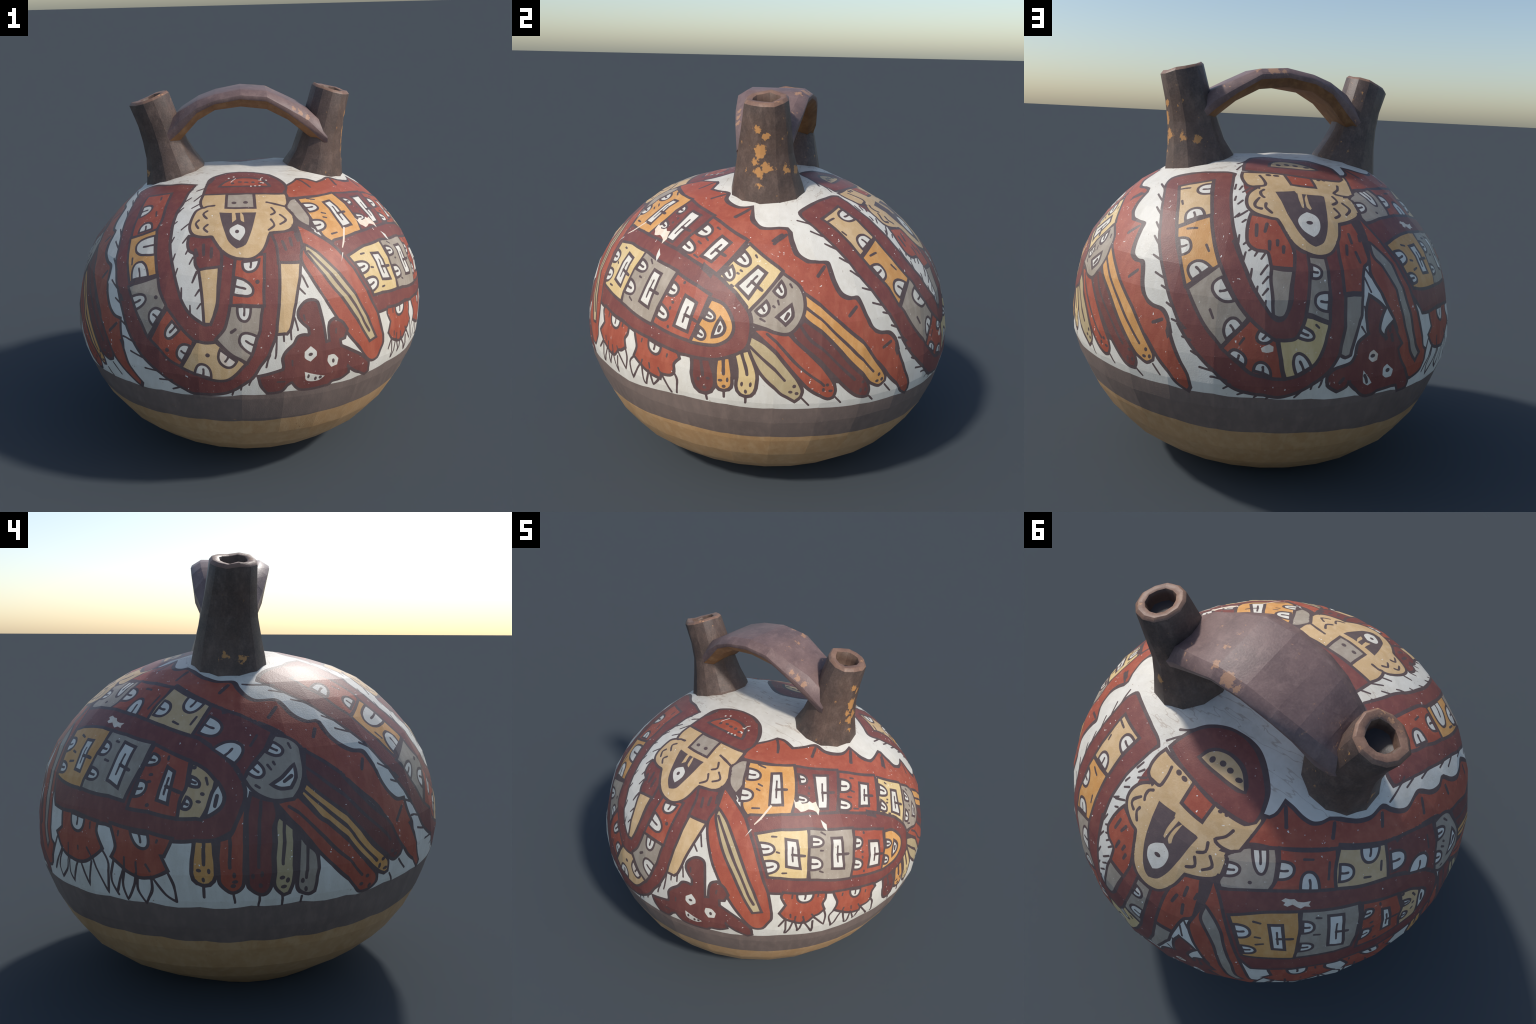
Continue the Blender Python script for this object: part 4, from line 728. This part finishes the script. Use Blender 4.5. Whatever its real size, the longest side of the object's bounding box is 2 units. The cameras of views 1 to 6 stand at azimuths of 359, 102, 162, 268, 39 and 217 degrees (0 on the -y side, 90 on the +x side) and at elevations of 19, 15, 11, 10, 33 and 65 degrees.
shape([(86.0, 63.0), (101.5, 61.8), (99.3, 56.1), (87.3, 57.2)], "red")
dots((74.9, 61.9), (79.7, 61.9), size=0.013)
dots((105.9, 59.9), (109.6, 59.6), size=0.009)
motif("painted_cap")
shape([(59.4, 63.6), (57.7, 66.5), (56.1, 69.6), (56.9, 73.6), (63.1, 77.3), (77.2, 79.8), (98.1, 80.2), (116.4, 78.3), (125.7, 74.8), (129.5, 69.9), (129.9, 65.6), (126.7, 61.2), (124.0, 59.1), (121.0, 58.7), (101.6, 61.7), (83.2, 63.6)], "maroon")
shape([(77.5, 69.0), (78.5, 71.2), (83.5, 73.0), (93.5, 73.8), (104.1, 72.9), (111.3, 70.8), (115.4, 66.7), (96.3, 68.6)], "tan", grow=0.6)
dots((84.3, 70.5), (93.3, 71.3), (101.4, 70.6), (110.5, 69.0), size=0.014)
lines([(51.1, 67.2), (54.1, 69.8), (55.0, 72.0)], width=0.012)



# ---------------------------------------------------------------- skin: cut the faceted jar along the brush work
def to_plane(pts):
    a = np.array(pts, float)
    s, t = 90 - a[:, 1], np.radians(a[:, 0])
    return np.stack([s * np.cos(t), s * np.sin(t)], -1)


def ground_edge(edge, az):
    a = (np.asarray(az) + 180) % 360
    return np.interp(a, EDGE_AZ, edge) + .10 * np.sin(np.radians(a * 13)) + .08 * np.sin(np.radians(a * 29 + 40))


def build_skin():
    verts, edges, faces = [], [], []
    az = FIRST_AZIMUTH + 360 / SEGMENTS * np.arange(SEGMENTS)
    ring0 = len(verts)
    grid = [(0.0, 90.0)] + [(a, l) for l in RING_LATITUDES for a in az]
    gplane = to_plane(grid)
    verts = [tuple(p) for p in gplane]
    n = SEGMENTS
    for j in range(n):
        faces.append([0, 1 + j, 1 + (j + 1) % n])
    for i in range(len(RING_LATITUDES) - 1):
        a, b = 1 + i * n, 1 + (i + 1) * n
        for j in range(n):
            k = (j + 1) % n
            faces.append([a + j, b + j, b + k])
            faces.append([a + j, b + k, a + k])
    n_grid_faces = len(faces)
    garr = np.array(grid)
    g3 = body_point(garr[:, 0], garr[:, 1])
    gtri = np.array(faces)

    def add_chain(plane, closed):
        base = len(verts)
        verts.extend(tuple(p) for p in plane)
        m = len(plane)
        edges.extend((base + i, base + (i + 1) % m) for i in range(m if closed else m - 1))

    for L in LAYERS:
        L["plane"] = to_plane(L["pts"])
        if L["kind"] == "fill":
            if not L.get("hidden_edge"):
                add_chain(L["plane"], True)
            continue
        m = len(L["pts"])
        t = np.linspace(0, 1, m)
        half = L["width"] / 2 * (1 - L["taper"] * t)
        if not L["closed"]:
            # hand-held brush: width breathes a little
            half = half * (1 + .10 * np.sin(t * 9 + len(L["pts"])))
        L["half"] = half
        q, nrm, d, back = offset_curve(L["pts"], half, L["closed"])
        left, right = q + nrm, q - nrm
        if L["closed"]:
            add_chain(to_plane([back(p) for p in left]), True)
            add_chain(to_plane([back(p) for p in right]), True)
        else:
            def cap(i, sgn):
                return [q[i] + math.cos(a) * nrm[i] * sgn + math.sin(a) * d[i] * half[i] * sgn for a in (.6, 1.2, 1.8, 2.5)]
            loop = list(left) + cap(-1, 1) + list(right[::-1]) + cap(0, -1)
            add_chain(to_plane([back(p) for p in loop]), True)

    # brush-drawn limits of the white ground and the dark band
    for _, edge in GROUND_EDGES:
        a = np.arange(-180, 180, 3.0)
        add_chain(to_plane(list(zip(a, ground_edge(edge, a)))), True)

    V, E, F, _, _, origin = delaunay_2d_cdt([Vector(v) for v in verts], edges, faces, 1, 1e-6, True)
    V = np.array([tuple(v) for v in V])
    tri, cell = [], []
    for f, o in zip(F, origin):
        g = [i for i in o if i < n_grid_faces]
        if not g:
            continue
        for k in range(1, len(f) - 1):
            tri.append((f[0], f[k], f[k + 1]))
            cell.append(g[0])
    tri, cell = np.array(tri), np.array(cell)
    P = V[tri]
    area = .5 * ((P[:, 1, 0] - P[:, 0, 0]) * (P[:, 2, 1] - P[:, 0, 1]) - (P[:, 1, 1] - P[:, 0, 1]) * (P[:, 2, 0] - P[:, 0, 0]))
    flip = area < 0
    tri[flip] = tri[flip][:, ::-1]
    keep = np.abs(area) > 1e-9
    tri, cell = tri[keep], cell[keep]
    C = V[tri].mean(1)
    s = np.hypot(C[:, 0], C[:, 1])
    caz, clat = np.degrees(np.arctan2(C[:, 1], C[:, 0])), 90 - s

    colour = np.zeros(len(tri), int)
    group = np.zeros(len(tri), int)
    motifs = ["body"]
    order = np.argsort(clat)
    slat = clat[order]

    # ground zones
    for name, edge in GROUND_EDGES:
        colour[clat < ground_edge(edge, caz)] = PALETTE_INDEX[name]

    for L in LAYERS:
        pts = np.array(L["pts"])
        lo, hi = pts[:, 1].min() - 1.5, pts[:, 1].max() + 1.5
        a0, a1 = np.searchsorted(slat, [lo, hi])
        idx = order[a0:a1]
        pl = L["plane"]
        mn, mx = pl.min(0) - 1.2, pl.max(0) + 1.2
        c = C[idx]
        idx = idx[(c[:, 0] > mn[0]) & (c[:, 0] < mx[0]) & (c[:, 1] > mn[1]) & (c[:, 1] < mx[1])]
        if not len(idx):
            continue
        if L["kind"] == "fill":
            c = C[idx]
            inside = np.zeros(len(idx), bool)
            nx = np.roll(pl, -1, 0)
            for (x0, y0), (x1, y1) in zip(pl, nx):
                cross = ((y0 > c[:, 1]) != (y1 > c[:, 1]))
                if cross.any():
                    inside ^= cross & (c[:, 0] < (x1 - x0) * (c[:, 1] - y0) / ((y1 - y0) or 1e-12) + x0)
            hit = inside
        else:
            ex, ny = metric(clat[idx])
            m = len(pts)
            best = np.zeros(len(idx), bool)
            for i in range(m if L["closed"] else m - 1):
                p, q = pts[i], pts[(i + 1) % m]
                px = ((p[0] - caz[idx] + 180) % 360 - 180) * ex
                py = (p[1] - clat[idx]) * ny
                qx = ((q[0] - caz[idx] + 180) % 360 - 180) * ex
                qy = (q[1] - clat[idx]) * ny
                dx, dy = qx - px, qy - py
                t = np.clip(-(px * dx + py * dy) / (dx * dx + dy * dy + 1e-15), 0, 1)
                w = L["half"][i] + (L["half"][(i + 1) % m] - L["half"][i]) * t
                best |= (px + t * dx) ** 2 + (py + t * dy) ** 2 < (w * 1.001) ** 2
            hit = best
        if L["motif"] not in motifs:
            motifs.append(L["motif"])
        if L["colour"] == "white" and L.get("ground"):
            group[idx[hit]] = 0
        else:
            group[idx[hit]] = motifs.index(L["motif"])
        colour[idx[hit]] = PALETTE_INDEX[L["colour"]]

    # lift plane -> facets of the jar (barycentric in the facet)
    def lift(tri_sel, cell_sel):
        A, B, D = (gplane[gtri[cell_sel, k]] for k in range(3))
        Pp = V[tri_sel]
        den = (B[:, 0] - A[:, 0]) * (D[:, 1] - A[:, 1]) - (B[:, 1] - A[:, 1]) * (D[:, 0] - A[:, 0])
        pos = np.zeros((len(tri_sel), 3, 3))
        for k in range(3):
            dx, dy = Pp[:, k, 0] - A[:, 0], Pp[:, k, 1] - A[:, 1]
            v = (dx * (D[:, 1] - A[:, 1]) - dy * (D[:, 0] - A[:, 0])) / den
            w = (dy * (B[:, 0] - A[:, 0]) - dx * (B[:, 1] - A[:, 1])) / den
            u = 1 - v - w
            pos[:, k] = u[:, None] * g3[gtri[cell_sel, 0]] + v[:, None] * g3[gtri[cell_sel, 1]] + w[:, None] * g3[gtri[cell_sel, 2]]
        return pos

    pos = lift(tri, cell)
    out = []
    for gi, name in enumerate(motifs):
        sel = np.nonzero(group == gi)[0]
        if not len(sel):
            continue
        ids, inv = np.unique(tri[sel].ravel(), return_inverse=True)
        vp = np.zeros((len(ids), 3))
        vp[inv] = pos[sel].reshape(-1, 3)
        fs = inv.reshape(-1, 3)
        cols = colour[sel]
        vl, fl = vp.tolist(), fs.tolist()
        if name == "body":
            # flat foot closing the underside
            last = g3[1 + (len(RING_LATITUDES) - 1) * n:]
            b = len(vl)
            vl += last.tolist() + [last.mean(0).tolist()]
            fl += [[b + n, b + (j + 1) % n, b + j] for j in range(n)]
            cols = np.concatenate([cols, np.full(n, PALETTE_INDEX["clay"])])
        out.append(mesh_object(name, vl, fl, cols))
    return out


def mesh_object(name, verts, faces, cols, mats=None, rounded=False):
    me = bpy.data.meshes.new(name)
    me.from_pydata(verts, [], faces)
    cols = np.asarray(cols, int)
    if mats is None:
        used = sorted(set(cols.tolist()))
        for u in used:
            me.materials.append(PALETTE[u])
        cols = np.array([used.index(c) for c in cols])
    else:
        for m in mats:
            me.materials.append(m)
    me.polygons.foreach_set("material_index", cols.astype(np.int32))
    me.polygons.foreach_set("use_smooth", np.full(len(faces), rounded, bool))
    me.update()
    ob = bpy.data.objects.new(name, me)
    bpy.context.scene.collection.objects.link(ob)
    return ob


# ---------------------------------------------------------------- spouts and bridge
SPOUT_SIDES = 12


def spout(stations, lip, bore, phase):
    """Loft of oval rings: (x, y, z, rx, ry, slope); then over the lip and down the bore."""
    verts, faces, mats = [], [], []
    n = SPOUT_SIDES
    rows = list(stations)
    x, y, z, rx, ry, sl = rows[-1]
    rows.append((x, y, z + .014, rx - .013, ry - .013, sl))
    rows.append((x, y, z + .010, rx - lip, ry - lip, sl))
    for bx, by, bz, br in bore:
        rows.append((bx, by, bz, br, br, 0))
    rng = random.Random(phase)
    wob = [rng.uniform(-.006, .006) for _ in range(n)]
    for i, (x, y, z, rx, ry, sl) in enumerate(rows):
        for j in range(n):
            a = math.tau * (j + phase) / n
            k = 1 + (wob[j] / rx if i >= 3 else 0)
            dx, dy = rx * math.cos(a) * k, ry * math.sin(a) * k
            verts.append((x + dx, y + dy, z + sl * dx + (wob[-j] if len(stations) - 1 <= i < len(stations) + 2 else 0)))
    for i in range(len(rows) - 1):
        for j in range(n):
            k = (j + 1) % n
            faces.append((i * n + j, i * n + k, (i + 1) * n + k, (i + 1) * n + j))
            mats.append(0 if i < len(stations) - 1 else (1 if i < len(stations) + 1 else 2))
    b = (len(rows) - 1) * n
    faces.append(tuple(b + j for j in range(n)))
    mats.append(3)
    return verts, faces, mats


LEFT_SPOUT = [(-.400, .042, 1.455, .180, .180, .24), (-.405, .042, 1.525, .166, .170, .25), (-.428, .041, 1.62, .138, .148, .12), (-.450, .040, 1.70, .124, .134, .0),
              (-.478, .032, 1.80, .115, .119, .1), (-.522, .020, 1.930, .110, .107, .32)]
RIGHT_SPOUT = [(.378, .076, 1.445, .182, .196, -.24), (.382, .075, 1.515, .172, .184, -.25), (.402, .071, 1.61, .142, .158, -.12), (.416, .071, 1.70, .127, .140, .0),
               (.445, .078, 1.81, .111, .126, -.1), (.482, .085, 1.948, .101, .107, -.29)]
# x, crown z, shoulder z, lower shoulder z, soffit z, front y, back y
BRIDGE = [(-.47, 1.76, 1.71, 1.67, 1.65, -.07, .15), (-.36, 1.87, 1.82, 1.765, 1.715, -.110, .195), (-.26, 1.928, 1.893, 1.868, 1.822, -.135, .212),
          (-.165, 1.960, 1.932, 1.912, 1.876, -.148, .22), (-.025, 1.984, 1.957, 1.935, 1.892, -.152, .222), (.115, 1.972, 1.944, 1.920, 1.874, -.15, .222),
          (.23, 1.917, 1.877, 1.850, 1.812, -.132, .216), (.34, 1.862, 1.808, 1.765, 1.720, -.104, .203), (.45, 1.76, 1.70, 1.66, 1.64, -.068, .185)]


def bridge():
    verts, faces, mats = [], [], []
    for x, top, sh, lo, bot, yf, yb in BRIDGE:
        verts += [(x, yf, sh), (x, yf + .045, top), (x, yb - .045, top), (x, yb, sh), (x, yb - .004, lo), (x, yb - .05, bot), (x, yf + .05, bot), (x, yf + .004, lo)]
    for i in range(len(BRIDGE) - 1):
        for j in range(8):
            k = (j + 1) % 8
            faces.append((i * 8 + j, i * 8 + k, (i + 1) * 8 + k, (i + 1) * 8 + j))
            mats.append(1 if j in (4, 5, 6) else 0)
    faces += [tuple(range(8)), tuple(len(verts) - 1 - j for j in range(8))]
    mats += [0, 0]
    faces = [f[::-1] for f in faces]
    return verts, faces, mats


# ---------------------------------------------------------------- assemble
vessel = bpy.data.objects.new("ceramic_vessel", None)
bpy.context.scene.collection.objects.link(vessel)
vessel["label"] = "globular painted clay jar with two spouts and bridge"
vessel["category"] = "pottery"

skin = build_skin()
body = skin[0]
body.parent = vessel
for o in skin[1:]:
    o.parent = body

for st, lip, bore, ph in ((LEFT_SPOUT, .044, [(-.516, .021, 1.912, .063), (-.508, .023, 1.882, .060)], .5),
                          (RIGHT_SPOUT, .040, [(.477, .084, 1.925, .060), (.470, .083, 1.893, .057)], .0)):
    v, f, m = spout(st, lip, bore, ph)
    o = mesh_object("spout", v, f, m, [DARK_WALL, WORN_LIP, BORE, BORE_PAINTED_SHADOW], True)
    o.parent = vessel
v, f, m = bridge()
o = mesh_object("bridge_handle", v, f, m, [DARK_BRIDGE, RAW_SOFFIT], True)
o.parent = vessel
